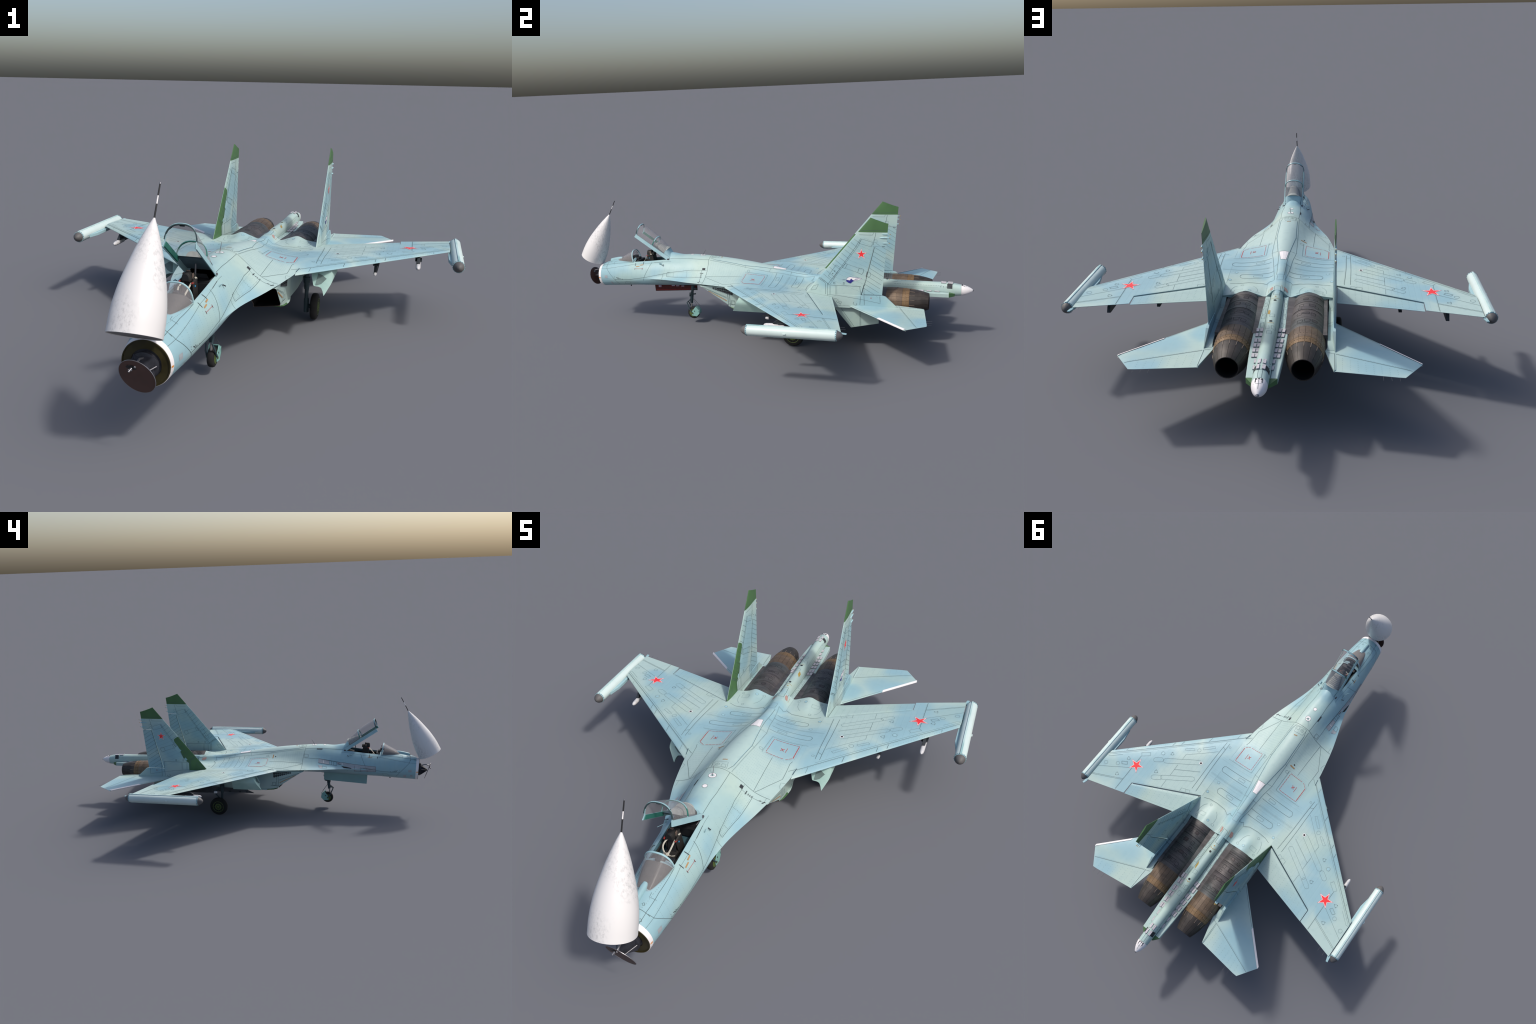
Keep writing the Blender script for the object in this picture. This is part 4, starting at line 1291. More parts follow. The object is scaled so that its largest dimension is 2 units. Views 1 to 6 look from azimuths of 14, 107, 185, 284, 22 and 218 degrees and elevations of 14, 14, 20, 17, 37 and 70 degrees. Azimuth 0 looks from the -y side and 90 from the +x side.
DOWN = V((0, 0, -1))
class Marks:
    """thin paint-and-gap marks laid on a surface by projection"""
    def __init__(self, name, mat, parent, width=.0013, lift=.00045):
        self.g, self.name, self.mat, self.parent, self.w, self.lift = Geo(), name, mat, parent, width, lift
    def hit(self, T, p, d):
        h = T.ray_cast(p - d * .6, d)
        if h[0] is None:
            return None
        nrm = h[1] if h[1].dot(d) < 0 else -h[1]
        if nrm.dot(d) > -.12:
            return None
        return h[0] + nrm * self.lift, nrm
    def line(self, T, pts, d, closed=False, width=None, dash=None, step=.006):
        w = (width or self.w) / 2
        pts = [V(p) for p in pts]
        if closed:
            pts.append(pts[0])
        if dash:
            on, off = dash
            for a, b_ in zip(pts, pts[1:]):
                L = (b_ - a).length
                t = 0.0
                while t + on <= L + 1e-6:
                    self._run(T, [a.lerp(b_, t / L), a.lerp(b_, (t + on) / L)], d, w)
                    t += on + off
            return self
        fine = []
        for a, b_ in zip(pts, pts[1:]):
            n_ = max(1, int((b_ - a).length / step))
            fine += [a.lerp(b_, k / n_) for k in range(n_)]
        self._run(T, fine + [pts[-1]], d, w)
        return self
    def _run(self, T, pts, d, w):
        run = []
        for p in pts + [None]:
            h = self.hit(T, p, d) if p is not None else None
            if h is None or (run and (h[0] - run[-1][0]).length > .02):
                if len(run) > 1:
                    rows_ = []
                    for i, (c, nrm) in enumerate(run):
                        t = run[min(i + 1, len(run) - 1)][0] - run[max(i - 1, 0)][0]
                        sd = t.cross(nrm)
                        sd = sd.normalized() * w if sd.length > 1e-9 else V((w, 0, 0))
                        rows_.append([c - sd, c + sd])
                    self.g.grid(rows_)
                run = []
            if h is not None:
                run.append(h)
    def fill(self, T, poly, d, cuts=1, fan=False):
        bm = bmesh.new()
        ring_ = [bm.verts.new(V(p)) for p in poly]
        if fan:
            mid = bm.verts.new(sum((v.co for v in ring_), V()) / len(ring_))
            for i, v in enumerate(ring_):
                bm.faces.new((mid, v, ring_[(i + 1) % len(ring_)]))
        else:
            bmesh.ops.triangulate(bm, faces=[bm.faces.new(ring_)])
        if cuts:
            bmesh.ops.subdivide_edges(bm, edges=bm.edges, cuts=cuts, use_grid_fill=True)
            bmesh.ops.triangulate(bm, faces=bm.faces)
        bm.verts.ensure_lookup_table()
        idx, vs = {}, []
        for v in bm.verts:
            h = self.hit(T, v.co, d)
            if h:
                idx[v.index] = len(vs)
                vs.append(h[0])
        fs = [tuple(idx[v.index] for v in f.verts) for f in bm.faces if all(v.index in idx for v in f.verts)]
        bm.free()
        if fs:
            self.g.add(vs, fs)
        return self
    def done(self):
        if self.g.f:
            ob = make(self.name, self.g.v, self.g.f, self.mat, self.parent, 0, recalc=False, weld=False)
            ob['kind'] = 'stuff'
            return ob

def circ(c, r, n=20, plane='xy'):
    out = []
    for k in range(n):
        a = 2 * math.pi * k / n
        u, w = r * math.cos(a), r * math.sin(a)
        out.append((c[0] + u, c[1] + w, 0) if plane == 'xy' else (0, c[0] + u, c[1] + w))
    return out
def star(c, R, up, plane='xy'):
    out = []
    for k in range(10):
        a = up + math.pi * k / 5
        r = R if k % 2 == 0 else R * .382
        u, w = r * math.cos(a), r * math.sin(a)
        out.append((c[0] + u, c[1] + w, 0) if plane == 'xy' else (0, c[0] + u, c[1] + w))
    return out
def capsule(a, b_, r, n=8):
    a, b_ = V((*a, 0)), V((*b_, 0))
    d = (b_ - a).normalized()
    q = V((-d.y, d.x, 0))
    pts = [a + (q * math.cos(t) - d * math.sin(t)) * r for t in [math.pi * k / n for k in range(n + 1)]]
    pts += [b_ + (-q * math.cos(t) + d * math.sin(t)) * r for t in [math.pi * k / n for k in range(n + 1)]]
    return pts
def xy(*pts):
    return [(p[0], p[1], 0) for p in pts]
def yz(*pts):
    return [(0, p[0], p[1]) for p in pts]
def flip(pts, s):
    return [(p[0] * s, p[1], p[2]) for p in pts]

# ---- centre fuselage and wing uppers
PL = Marks('panel_line', M['line'], fuselage)
SL = Marks('panel_line', M['softline'], fuselage, .0010)
DL = Marks('rivet_row', M['dash'], fuselage, .0011, .0004)
RV = (.0013, .0034)
PL.line(T_TOP, xy((.170, -.262), (.113, -.263), (.083, -.2625), (.041, -.270), (-.041, -.270), (-.083, -.2625), (-.113, -.263), (-.170, -.262)), DOWN)
for s in (1, -1):
    F = lambda *p: flip(xy(*p), s)
    T_blue = PL
    PL.line(T_TOP, F((.028, -.262), (.036, -.231), (.040, -.077), (.024, .052)), DOWN)
    PL.line(T_TOP, F((.0235, .052), (.0175, .117), (.014, .23)), DOWN)
    DL.line(T_TOP, F((.043, -.262), (.048, -.077), (.0495, .043), (.040, .096), (.0205, .260)), DOWN, dash=RV)
    SL.line(T_TOP, F((.0415, -.262), (.0465, -.077), (.048, .043), (.0385, .096), (.0190, .260)), DOWN)
    SL.line(T_TOP, F((.0235, .048), (.048, .043)), DOWN)
    SL.line(T_TOP, F((.040, -.077), (.048, -.077)), DOWN)
    SL.line(T_TOP, F((.018, .147), (.030, .147)), DOWN)
    PL.line(T_TOP, F((.1135, -.262), (.112, -.075)), DOWN)
    PL.line(T_TOP, F((.118, -.261), (.148, -.206), (.176, -.156), (.1765, -.077), (.181, -.062)), DOWN)
    SL.line(T_TOP, F((.158, -.263), (.157, -.289), (.166, -.292)), DOWN, width=.0009)
    SL.line(T_TOP, F((.190, -.168), (.1765, -.174), (.178, -.190), (.186, -.207)), DOWN)
    PL.line(T_TOP, F((.181, -.110), (.199, -.094), (.209, -.092)), DOWN)
    # wing fold covers: twin gaps with rivets
    for x0, x1, x2 in ((.2495, .2455, .2385), (.265, .2645, .2615)):
        PL.line(T_TOP, F((x0, -.020), (x1, .142), (x2, .262)), DOWN, width=.0014)
    DL.line(T_TOP, F((.2465, -.010), (.2425, .142), (.236, .255)), DOWN, dash=(.0016, .006))
    PL.line(T_TOP, F((.249, .018), (.265, .010)), DOWN)
    # long oval tank covers
    for yc, xo, xe in ((.0965, .045, .190), (.1935, .030, .146)):
        cap = [(xe + .0125 * math.sin(a), yc - .0150 * math.cos(a)) for a in [math.pi * k / 10 for k in range(11)]]
        o = F((xo, yc - .015), *cap, (xo, yc + .0165))
        PL.line(T_TOP, o, DOWN)
        q = F((.0725, yc - .0065), (.106, yc - .0065), (.106, yc + .0065), (.0725, yc + .0065))
        PL.line(T_TOP, q, DOWN, closed=True, width=.0009)
    for y in (.062, .140, .1485, .160):
        DL.line(T_TOP, F((.050, y), (.235, y)), DOWN, dash=(.0014, .0028) if y in (.140, .1485) else RV, width=.0009)
    for y in (.040, .052, .122, .131, .172, .222, .234):
        DL.line(T_TOP, F((.052, y), (.235, y)), DOWN, dash=(.0009, .0045), width=.0008)
    SL.line(T_TOP, F((.050, .1445), (.236, .1445)), DOWN, width=.0007)
    for k in range(15):
        y = -.252 + .0125 * k
        DL.line(T_TOP, F((.052, y), (.110, y)), DOWN, dash=(.0010, .0048), width=.0009)
        DL.line(T_TOP, F((.117, y), (.120 + max(0, min(.05, (y + .255) * .55)), y)), DOWN, dash=(.0010, .0048), width=.0009)
    # refuelling door: rivet frame, red dashes, cross and bar
    DL.line(T_TOP, F((.074, -.068), (.156, -.069), (.183, -.050), (.183, .042), (.073, .042)), DOWN, closed=True, dash=(.0013, .0032))
    SL.line(T_TOP, F((.0715, -.070), (.0715, .044), (.205, .044)), DOWN)
    # engine bay front seam
    PL.line(T_TOP, F((.018, .262), (.031, .259), (.0385, .252), (.048, .267), (.073, .252), (.120, .2485), (.161, .2515), (.188, .262)), DOWN)
    DL.line(T_TOP, F((.048, .270), (.073, .255), (.120, .2515), (.161, .2545)), DOWN, dash=RV)
    DL.line(T_TOP, F((.046, .268), (.044, .300), (.045, .360)), DOWN, dash=(.002, .003))
    SL.line(T_TOP, F((.076, .335), (.078, .312), (.086, .295), (.097, .284)), DOWN)
    SL.line(T_TOP, F((.175, .336), (.173, .307), (.166, .287), (.156, .277)), DOWN)
    DL.line(T_TOP, F((.131, .317), (.162, .319), (.162, .337), (.132, .336)), DOWN, closed=True, dash=(.002, .0016))
    for c, r in (((.176, .165), .0062), ((.192, .230), .0062), ((.139, .272), .0055), ((.074, .346), .0060), ((.103, .341), .0058), ((.064, -.056), .0065),
                 ((.237, -.006), .0048), ((.165, .349), .0050)):
        SL.line(T_TOP, flip(circ(c, r), s), DOWN, closed=True, step=.003)
    # ---- wing upper
    def WY(x, f):
        return lerp(wing_le(x), wing_te(x), f)
    sl = [(x, WY(x, slat_f(x) - .006)) for x in [.205 + .0489 * k for k in range(11)]]
    PL.line(T_TOP, F(*sl), DOWN, width=.0012)
    DL.line(T_TOP, F(*[(x, y - .0045) for x, y in sl]), DOWN, dash=(.0012, .005))
    SL.line(T_TOP, F(*[(x, WY(x, slat_f(x)) + .0075) for x, _ in sl[1:]]), DOWN)
    for x, dbl in ((.239, 0), (.341, 1), (.440, 1), (.472, 1), (.637, 0)):
        dx = -.008 if x < .6 else 0
        PL.line(T_TOP, F((x, WY(x, slat_f(x))), (x + dx * .3, WY(x, .006))), DOWN, width=.0016 if dbl else .0010)
    SL.line(T_TOP, F((.695, .363), (.684, .364), (.637, .322)), DOWN)
    PL.line(T_TOP, F((.558, WY(.558, .985)), (.5585, .275)), DOWN)
    DL.line(T_TOP, F((.5555, WY(.5555, .98)), (.5555, .285)), DOWN, dash=RV)
    PL.line(T_TOP, F((.697, .4335), (.568, .354)), DOWN, width=.0009)
    for o in (0, .0055):
        PL.line(T_TOP, F((.697, .477 + o), (.5595, .4155 + o)), DOWN, width=.0009)
    for c in ((.678, .399), (.628, .370), (.481, .205), (.349, .092)):
        SL.line(T_TOP, flip(circ(c, .0088), s), DOWN, closed=True, step=.003)
    for c in ((.601, .321), (.598, .413), (.452, .296), (.443, .181)):
        SL.line(T_TOP, flip(circ(c, .0068), s), DOWN, closed=True, step=.003)
        for k in range(3):
            a = math.radians(-55 + 120 * k)
            q = (c[0] + .0078 * math.cos(a), c[1] + .0078 * math.sin(a))
            PL.fill(T_TOP, flip(circ(q, .0018, 6), s), DOWN, 0)
    PL.line(T_TOP, F((.619, .351), (.595, .336), (.586, .348), (.610, .362)), DOWN, closed=True, width=.0009)
    DL.line(T_TOP, F((.617, .353), (.596, .339), (.588, .348), (.609, .3595)), DOWN, closed=True, dash=(.001, .0025))
    SL.line(T_TOP, F((.568, .263), (.534, .236), (.523, .250), (.556, .275)), DOWN, closed=True)
    for q in (((.291, .038), (.335, .079), (.342, .071), (.300, .031)), ((.366, .104), (.401, .131), (.409, .123), (.373, .098))):
        SL.line(T_TOP, F(*q), DOWN, closed=True)
    SL.line(T_TOP, flip(capsule((.312, .142), (.447, .2265), .0115), s), DOWN, closed=True)
    SL.line(T_TOP, flip(capsule((.288, .2245), (.409, .300), .0105), s), DOWN, closed=True)
    SL.line(T_TOP, flip(capsule((.468, .236), (.490, .251), .0105), s), DOWN, closed=True)
    SL.line(T_TOP, flip(capsule((.420, .308), (.446, .325), .0105), s), DOWN, closed=True)
    PL.line(T_TOP, F((.388, .210), (.386, .271)), DOWN, width=.0009)
    SL.line(T_TOP, F((.387, .236), (.279, .175)), DOWN)
    DL.line(T_TOP, F((.387, .239), (.279, .178)), DOWN, dash=RV)
    SL.line(T_TOP, F((.387, .302), (.385, .343)), DOWN)
    SL.line(T_TOP, F((.386, .177), (.388, .146), (.335, .103), (.270, .044)), DOWN)
    SL.line(T_TOP, F((.302, .306), (.303, .288), (.286, .281), (.275, .294)), DOWN)
    SL.line(T_TOP, F((.281, .283), (.264, .274), (.259, .286)), DOWN)
    hinge = [(x, WY(x, hinge_f(x)) - .006) for x in (.222, .30, .40, .508)]
    DL.line(T_TOP, F(*hinge), DOWN, dash=RV)
    for k in range(14):
        x = .284 + .0205 * k
        if abs(x - .5555) > .006:
            y1 = WY(x, hinge_f(x)) - .010 if x < .51 else WY(x, .97)
            DL.line(T_TOP, F((x, WY(x, slat_f(x)) + .012), (x, y1)), DOWN, dash=(.0009, .0046), width=.0008)
    for k in range(13):                                     # rivets of the flaperon and tip
        x = .232 + .0228 * k
        DL.line(T_TOP, F((x, WY(x, hinge_f(x)) + .010), (x, WY(x, .97))), DOWN, dash=(.0014, .0095), width=.0014)
    DL.line(T_TOP, F((.225, WY(.225, hinge_f(.225)) + .005), (.500, WY(.5, hinge_f(.5)) + .005)), DOWN, dash=(.0014, .0035))
    DL.line(T_TOP, F(*[(x, WY(x, .975)) for x in (.225, .36, .50)]), DOWN, dash=(.0012, .0040))
    DL.line(T_TOP, F(*[(x, WY(x, .03)) for x in (.48, .56, .63)]), DOWN, dash=(.0014, .0090), width=.0013)
DL.line(T_TOP, xy((.058, .146), (.020, .148), (-.020, .148), (-.058, .146)), DOWN, dash=RV)
SL.line(T_TOP, xy((.010, .232), (-.0125, .232), (-.0125, .274), (.010, .274)), DOWN, closed=True)
DL.line(T_TOP, xy((.012, .247), (-.014, .247)), DOWN, dash=RV)
SL.line(T_TOP, xy((.024, -.261), (-.030, -.264), (-.026, -.232), (.016, -.227)), DOWN, closed=True)
SL.line(T_TOP, xy((.018, -.258), (.003, -.258), (.002, -.243), (.015, -.243)), DOWN, closed=True)
for r in (.0025, .0075):
    SL.line(T_TOP, circ((-.013, -.250), r, 16), DOWN, closed=True, step=.003)

# ---- forward fuselage sides
for s in (1, -1):
    S = V((-s, 0, 0))
    SD = lambda *p: yz(*p)
    PL.line(T_BODY, SD((-.881, .297), (-.842, .3065), (-.779, .3165), (-.690, .3245)), S)
    PL.line(T_BODY, SD((-.877, .284), (-.838, .289), (-.75, .305), (-.671, .318)), S, width=.0009)
    PL.line(T_BODY, SD((-.578, .330), (-.590, .304), (-.612, .258), (-.618, .243)), S)
    PL.line(T_BODY, SD((-.844, .302), (-.840, .288), (-.829, .277), (-.789, .237), (-.769, .211)), S)
    PL.line(T_BODY, SD((-.789, .2375), (-.703, .243), (-.612, .259), (-.532, .276), (-.463, .291), (-.350, .307), (-.266, .310)), S)
    PL.line(T_BODY, SD((-.480, .350), (-.365, .3535), (-.269, .3515)), S)
    PL.line(T_BODY, SD((-.668, .3185), (-.600, .325), (-.500, .3365), (-.470, .3375)), S, width=.0008)
    PL.line(T_BODY, SD((-.504, .283), (-.509, .246)), S, width=.0009)
    SL.line(T_BODY, SD((-.722, .232), (-.696, .231), (-.705, .216), (-.735, .215)), S, closed=True)
    for k in range(20):
        y = -.815 + .0265 * k
        zt = .298 + (y + .815) * .05 if y < -.66 else .315
        zb = .248 + (y + .815) * .06
        if y < -.30:
            DL.line(T_BODY, SD((y, zt), (y - .003, zb)), S, dash=(.0010, .0046), width=.0009)
    DL.line(T_BODY, SD((-.845, .314), (-.79, .321), (-.69, .3275)), S, dash=(.0014, .006), width=.0014)
PL.line(T_TOP, xy((.046, -.845), (.011, -.8435), (-.011, -.8435), (-.046, -.845)), DOWN)
for s in (1, -1):
    PL.line(T_TOP, flip(xy((.026, -.789), (.026, -.804), (.044, -.800)), s), DOWN, width=.0009)
    for c in ((.021, -.828), (.030, -.868)):
        PL.line(T_TOP, flip(circ(c, .0042, 4), s), DOWN, closed=True, step=.003)
# left side hatch with louvres, vent marks
S = V((-1, 0, 0))
PL.line(T_BODY, yz((-.482, .288), (-.481, .2705), (-.386, .273), (-.280, .2815)), S)
PL.line(T_BODY, yz((-.482, .2885), (-.463, .2912)), S)
for y, a, b_ in ((-.447, .289, .271), (-.372, .304, .276)):
    DL.line(T_BODY, yz((y, a), (y + .004, b_)), S, dash=(.0018, .0024), width=.0016)
DL.line(T_BODY, yz((-.475, .2855), (-.40, .295), (-.300, .304)), S, dash=(.0014, .0055), width=.0014)
DL.line(T_BODY, yz((-.475, .274), (-.386, .2765), (-.300, .283)), S, dash=(.0014, .0055), width=.0014)
PL.line(T_TOP, xy((.085, -.292), (.115, -.289), (.163, -.283)), DOWN, width=.0009)
# seams of the nacelles, beams, ventral fins
for s in (1, -1):
    S = V((-s, 0, 0))
    for y in (-.134, -.125):
        PL.line(T_NAC, yz((y, .240), (y, .150)), S)
    PL.line(T_NAC, yz((-.270, .2495), (-.140, .1975)), S, width=.0009)
    PL.line(T_NAC, yz((-.262, .2490), (-.140, .2015)), S, width=.0009)
    PL.line(T_NAC, yz((-.118, .185), (-.100, .185), (-.100, .165), (-.118, .165)), S, closed=True)
    PL.line(T_NAC, yz((-.134, .167), (-.090, .165)), S)
    PL.line(T_NAC, yz((-.02, .24), (-.02, .142)), S, width=.0009)
    PL.line(T_NAC, yz((.12, .23), (.12, .142)), S, width=.0009)
    for side in (1, -1):
        D = V((-side, 0, 0))
        o = [(s * .19, y, z) for y, z in ((.433, .150), (.455, .199), (.478, .100))]
        FL = Marks('panel_line', M['line'], fins[s])
        FL.line(T_VENT[s], [(0, .415, .197), (0, .482, .101)], D, width=.0014)
        FL.line(T_VENT[s], [(0, .508, .197), (0, .508, .108)], D)
        FL.line(T_VENT[s], [(0, .512, .197), (0, .512, .108)], D, width=.0008)
        FL.done()
        SL.done() if False else None
for m_ in (PL, SL, DL):
    m_.done()

# ---- fins
for s in (1, -1):
    T = T_FIN[s]
    FL = Marks('panel_line', M['finline'] if 'finline' in M else M['line'], fins[s])
    FS = Marks('panel_line', M['softline'], fins[s], .0010)
    FR = Marks('rivet_row', M['dash'], fins[s], .0013)
    for side in (1, -1):
        D = V((-side, 0, 0))
        FL.line(T, yz((.367, .303), (.425, .380), (.495, .479), (.517, .517)), D)
        FL.line(T, yz((.377, .303), (.431, .380), (.503, .479), (.520, .512)), D, width=.0009)
        FL.line(T, yz((.367, .300), (.517, .2985), (.528, .2985)), D)
        for o in (0, .0075):
            FL.line(T, yz((.281 + o * .5, .282 - o * .6 + .001) if False else (.305 + o, .3105 - .0005), (.356 + o, .308), (.357 + o, .256)), D) if False else None
        FL.line(T, yz((.318, .333), (.352, .312), (.356, .307), (.356, .256)), D, width=.0014)
        FL.line(T, yz((.321, .3365), (.360, .3125), (.365, .307), (.365, .250)), D)
        FL.line(T, yz((.366, .256), (.430, .2505), (.517, .239), (.603, .224)), D, width=.0009)
        FL.line(T, yz((.511, .298), (.514, .259), (.511, .213)), D)
        FL.line(T, yz((.529, .2985), (.5305, .213)), D)
        FL.line(T, yz((.600, .2575), (.601, .229)), D)
        FL.line(T, yz((.530, .262), (.606, .2615)), D, width=.0009)
        FL.line(T, yz((.5305, .300), (.578, .484)), D, width=.0022)
        FL.line(T, yz((.583, .543), (.571, .489)), D)
        FL.line(T, yz((.578, .4838), (.629, .4812)), D, width=.0018)
        FL.line(T, yz((.512, .5515), (.634, .5545)), D, width=.0012)
        FL.line(T, yz((.521, .515), (.570, .500), (.563, .480), (.510, .495)), D, closed=True, width=.0009)
        FL.line(T, yz((.511, .533), (.569, .533), (.573, .544)), D, width=.0009)
        FL.line(T, yz((.434, .383), (.448, .401), (.457, .399), (.446, .379)), D, closed=True, width=.0013)
        FL.line(T, yz((.509, .383), (.529, .378), (.529, .367), (.520, .354), (.502, .362)), D, closed=True, width=.0013)
        FR.line(T, yz((.457, .3985), (.509, .383)), D, dash=(.0018, .0020))
        FR.line(T, yz((.448, .379), (.502, .362)), D, dash=(.0018, .0020))
        FL.line(T, yz((.370, .342), (.406, .394), (.425, .382), (.391, .327)), D, closed=True, width=.0010)
        for y in (.388, .397):
            FL.fill(T, yz((y, .352 + (y - .388) * 1.35), (y + .003, .3565 + (y - .388) * 1.35), (y + .0055, .3545 + (y - .388) * 1.35), (y + .0025, .350 + (y - .388) * 1.35)), D, 0)
        for y in (.375, .403):
            for o in (0, .005):
                FS.line(T, yz((y + o, .2970), (y + o, .2560)), D)
        FL.line(T, yz((.300, .292), (.324, .300), (.311, .276), (.287, .271)), D, closed=True, width=.0009)
        for y in (.397, .440):
            FL.line(T, yz((y - .003, .314), (y + .003, .314), (y + .003, .306), (y - .003, .306)), D, closed=True, width=.0015)
        FS.line(T, yz((.574, .512), (.588, .512), (.588, .501), (.574, .501)), D, closed=True)
        FL.line(T, yz((.548, .372), (.541, .364), (.541, .350), (.549, .341), (.558, .348), (.558, .363)), D, closed=True, width=.0009)
        for k in range(14):                                       # leading-edge ribs
            z = .335 + .0165 * k
            y0 = fin_le(z)
            if z < .53:
                FL.line(T, yz((y0 + .006, z - .002), (y0 + .046 - .0012 * k, z - .033 + .0010 * k)), D, width=.0009)
        for k in range(12):                                       # rudder ribs
            z = .2900 + .0188 * k
            ya = .5284 + (z - .2994) * .2557 + .004
            FL.line(T, yz((ya, z), (min(ya + .06, fin_te(z) - .003), z - (min(ya + .06, fin_te(z) - .003) - ya) * .62)), D, width=.0009)
        for k in range(13):                                       # rivet rows of the fin box
            z = .3200 + .0165 * k
            ya, yb = .384 + (z - .303) * .70, .524 + (z - .2994) * .2557
            FR.line(T, yz((ya, z), (yb, z - (yb - ya) * .40)), D, dash=(.0013, .0046))
        for y in (.545, .560, .575):
            FR.line(T, yz((y, .572), (y + .001, .562)), D, dash=(.0016, .007))
        FR.line(T, yz((.395, .236), (.412, .236), (.412, .226), (.428, .226)), D, dash=(.004, .0004), width=.0016)
        FR.line(T, yz((.405, .228), (.408, .219), (.427, .2165), (.427, .226)), D, dash=(.004, .0004), width=.0016)
        FS.line(T, circ((.420, .211), .0042, 14, 'yz'), D, closed=True, step=.003)
        FR.line(T, yz((.485, .226), (.480, .218), (.488, .2105), (.497, .212), (.497, .221)), D, dash=(.004, .0004), width=.0016)
        if side == s:                                             # outer face only
            for mat, R, lift in (('red', .0258, .0006), ('white', .0243, .0008), ('red', .0198, .0010)):
                Marks('fin_star', M[mat], fins[s], lift=lift).fill(T, star((.5195, .4460), R, math.pi / 2, 'yz'), D, 1, True).done()
            FX = Marks('small_cross', M['softred'], fins[s], .0012)
            FX.line(T, yz((.558, .250), (.564, .244)), D).line(T, yz((.558, .244), (.564, .250)), D).done()
            if s > 0:
                e = .000155
                P_ = lambda q, grow=1.0: yz(*[(.4690 + a * e * grow, .3255 + b_ * e * grow) for a, b_ in q])
                body = [(-112, 0), (-95, 45), (-60, 80), (0, 100), (80, 88), (200, 76), (332, 62), (250, 25), (150, -4), (60, -2), (0, -2)]
                Marks('tail_emblem', M['navy'], fins[s], lift=.0006).fill(T, P_([(a * 1.03, b_ + (8 if b_ > 20 else -8)) for a, b_ in body]), D, 1).done()
                Marks('tail_emblem', M['white'], fins[s], lift=.0008).fill(T, P_(body), D, 1).done()
                head = [(-118, -30), (-108, 14), (-10, -6), (2, 20), (30, 54), (62, 16), (118, -8), (72, -32), (42, -62), (0, -94), (-60, -72)]
                Marks('tail_emblem', M['navy'], fins[s], lift=.0010).fill(T, P_(head), D, 1).done()
                w_ = Marks('tail_emblem', M['navy'], fins[s], .0007, .0010)
                for k in range(4):
                    w_.line(T, P_([(110 + 12 * k, 10 + 14 * k), (210 + 20 * k, 40 + 7 * k)]), D)
                w_.line(T, P_([(-112, 8), (-225, 14)]), D, width=.0010)
                w_.done()
        if s < 0:                                                 # pale blocks where the repaint stops at hatches
            GP = Marks('repaint_hatch', M['pale'], fins[s], lift=.0012)
            GP.fill(T, yz((.405, .366), (.430, .392), (.444, .378), (.421, .353)), D, 1)
            GP.fill(T, yz((.372, .316), (.384, .327), (.392, .318), (.380, .308)), D, 1)
            GP.done()
    for m_ in (FL, FS, FR):
        m_.done()

# ---- tailplanes
for s in (1, -1):
    T = T_TAIL[s]
    TL = Marks('panel_line', M['line'], tails[s])
    TR = Marks('rivet_row', M['dash'], tails[s], .0013)
    F = lambda *p: flip(xy(*p), s)
    TL.line(T, F((.207, .687), (.440, .777)), DOWN)
    TL.line(T, F((.207, .687), (.2085, .788)), DOWN)
    TL.line(T, F((.214, .475), (.345, .607)), DOWN, width=.0009)
    TL.line(T, F((.207, .687), (.185, .680)), DOWN, width=.0009)
    TR.line(T, F((.215, .686), (.435, .771)), DOWN, dash=RV)
    for k in range(8):
        x = .232 + .0235 * k
        TR.line(T, F((x, .703 + (x - .207) * .386), (x, .786 + (x - .207) * .12)), DOWN, dash=(.0015, .0100), width=.0014)
    TL.done()
    TR.done()

# ---- tail boom and gun-side details
BL = Marks('panel_line', M['line'], tail_boom)
BD = Marks('rivet_row', M['dash'], tail_boom, .0012)
BL.line(T_BOOM, xy((.013, .330), (-.010, .333), (-.011, .405), (.009, .406)), DOWN, closed=True)
for s in (1, -1):
    F = lambda *p: flip(xy(*p), s)
    BL.line(T_BOOM, F((.0232, .340), (.0250, .45), (.0255, .62), (.0258, .90)), DOWN, width=.0016)
    for q in (((.039, .394), (.041, .421), (.029, .414), (.028, .386)), ((.041, .462), (.031, .457), (.029, .495), (.040, .499)),
              ((.0395, .505), (.029, .502), (.029, .526), (.041, .529)), ((.039, .559), (.029, .552), (.029, .583), (.037, .583)),
              ((.040, .425), (.030, .420), (.030, .440), (.034, .446), (.041, .442))):
        BD.line(T_BOOM, F(*q), DOWN, closed=True, dash=(.0030, .0012))
    BD.line(T_BOOM, F((.0195, .64), (.0195, .86)), DOWN, dash=(.0024, .005), width=.0018)
    BD.line(T_BOOM, F((.0225, .45), (.0225, .84)), DOWN, dash=(.0012, .0030))
    for k in range(4):
        BD.line(T_BOOM, F((.0215, .850 + .012 * k), (.0215, .855 + .012 * k)), DOWN, dash=(.004, .004), width=.003)
for q in (((.007, .557), (-.009, .557), (-.009, .574), (.007, .575)), ((.006, .672), (-.009, .672), (-.009, .692), (.006, .692))):
    BD.line(T_BOOM, xy(*q), DOWN, closed=True, dash=(.0028, .0014))
for q in (((.013, .655), (.014, .633), (.003, .637), (.0, .660)), ((-.004, .637), (-.017, .634), (-.018, .653), (-.006, .657)), ((.006, .905), (-.006, .905), (-.006, .940), (.006, .940))):
    BL.line(T_BOOM, xy(*q), DOWN, closed=True, width=.0009)
BL.line(T_BOOM, xy((0, .943), (0, .980)), DOWN, width=.0010)
BL.line(T_BOOM, xy((-.015, .962), (0, .964), (.015, .962)), DOWN, width=.0010)
BL.done()
BD.done()
G1 = Marks('ochre_marking', M['gold'], tail_boom, .0022, .0007)
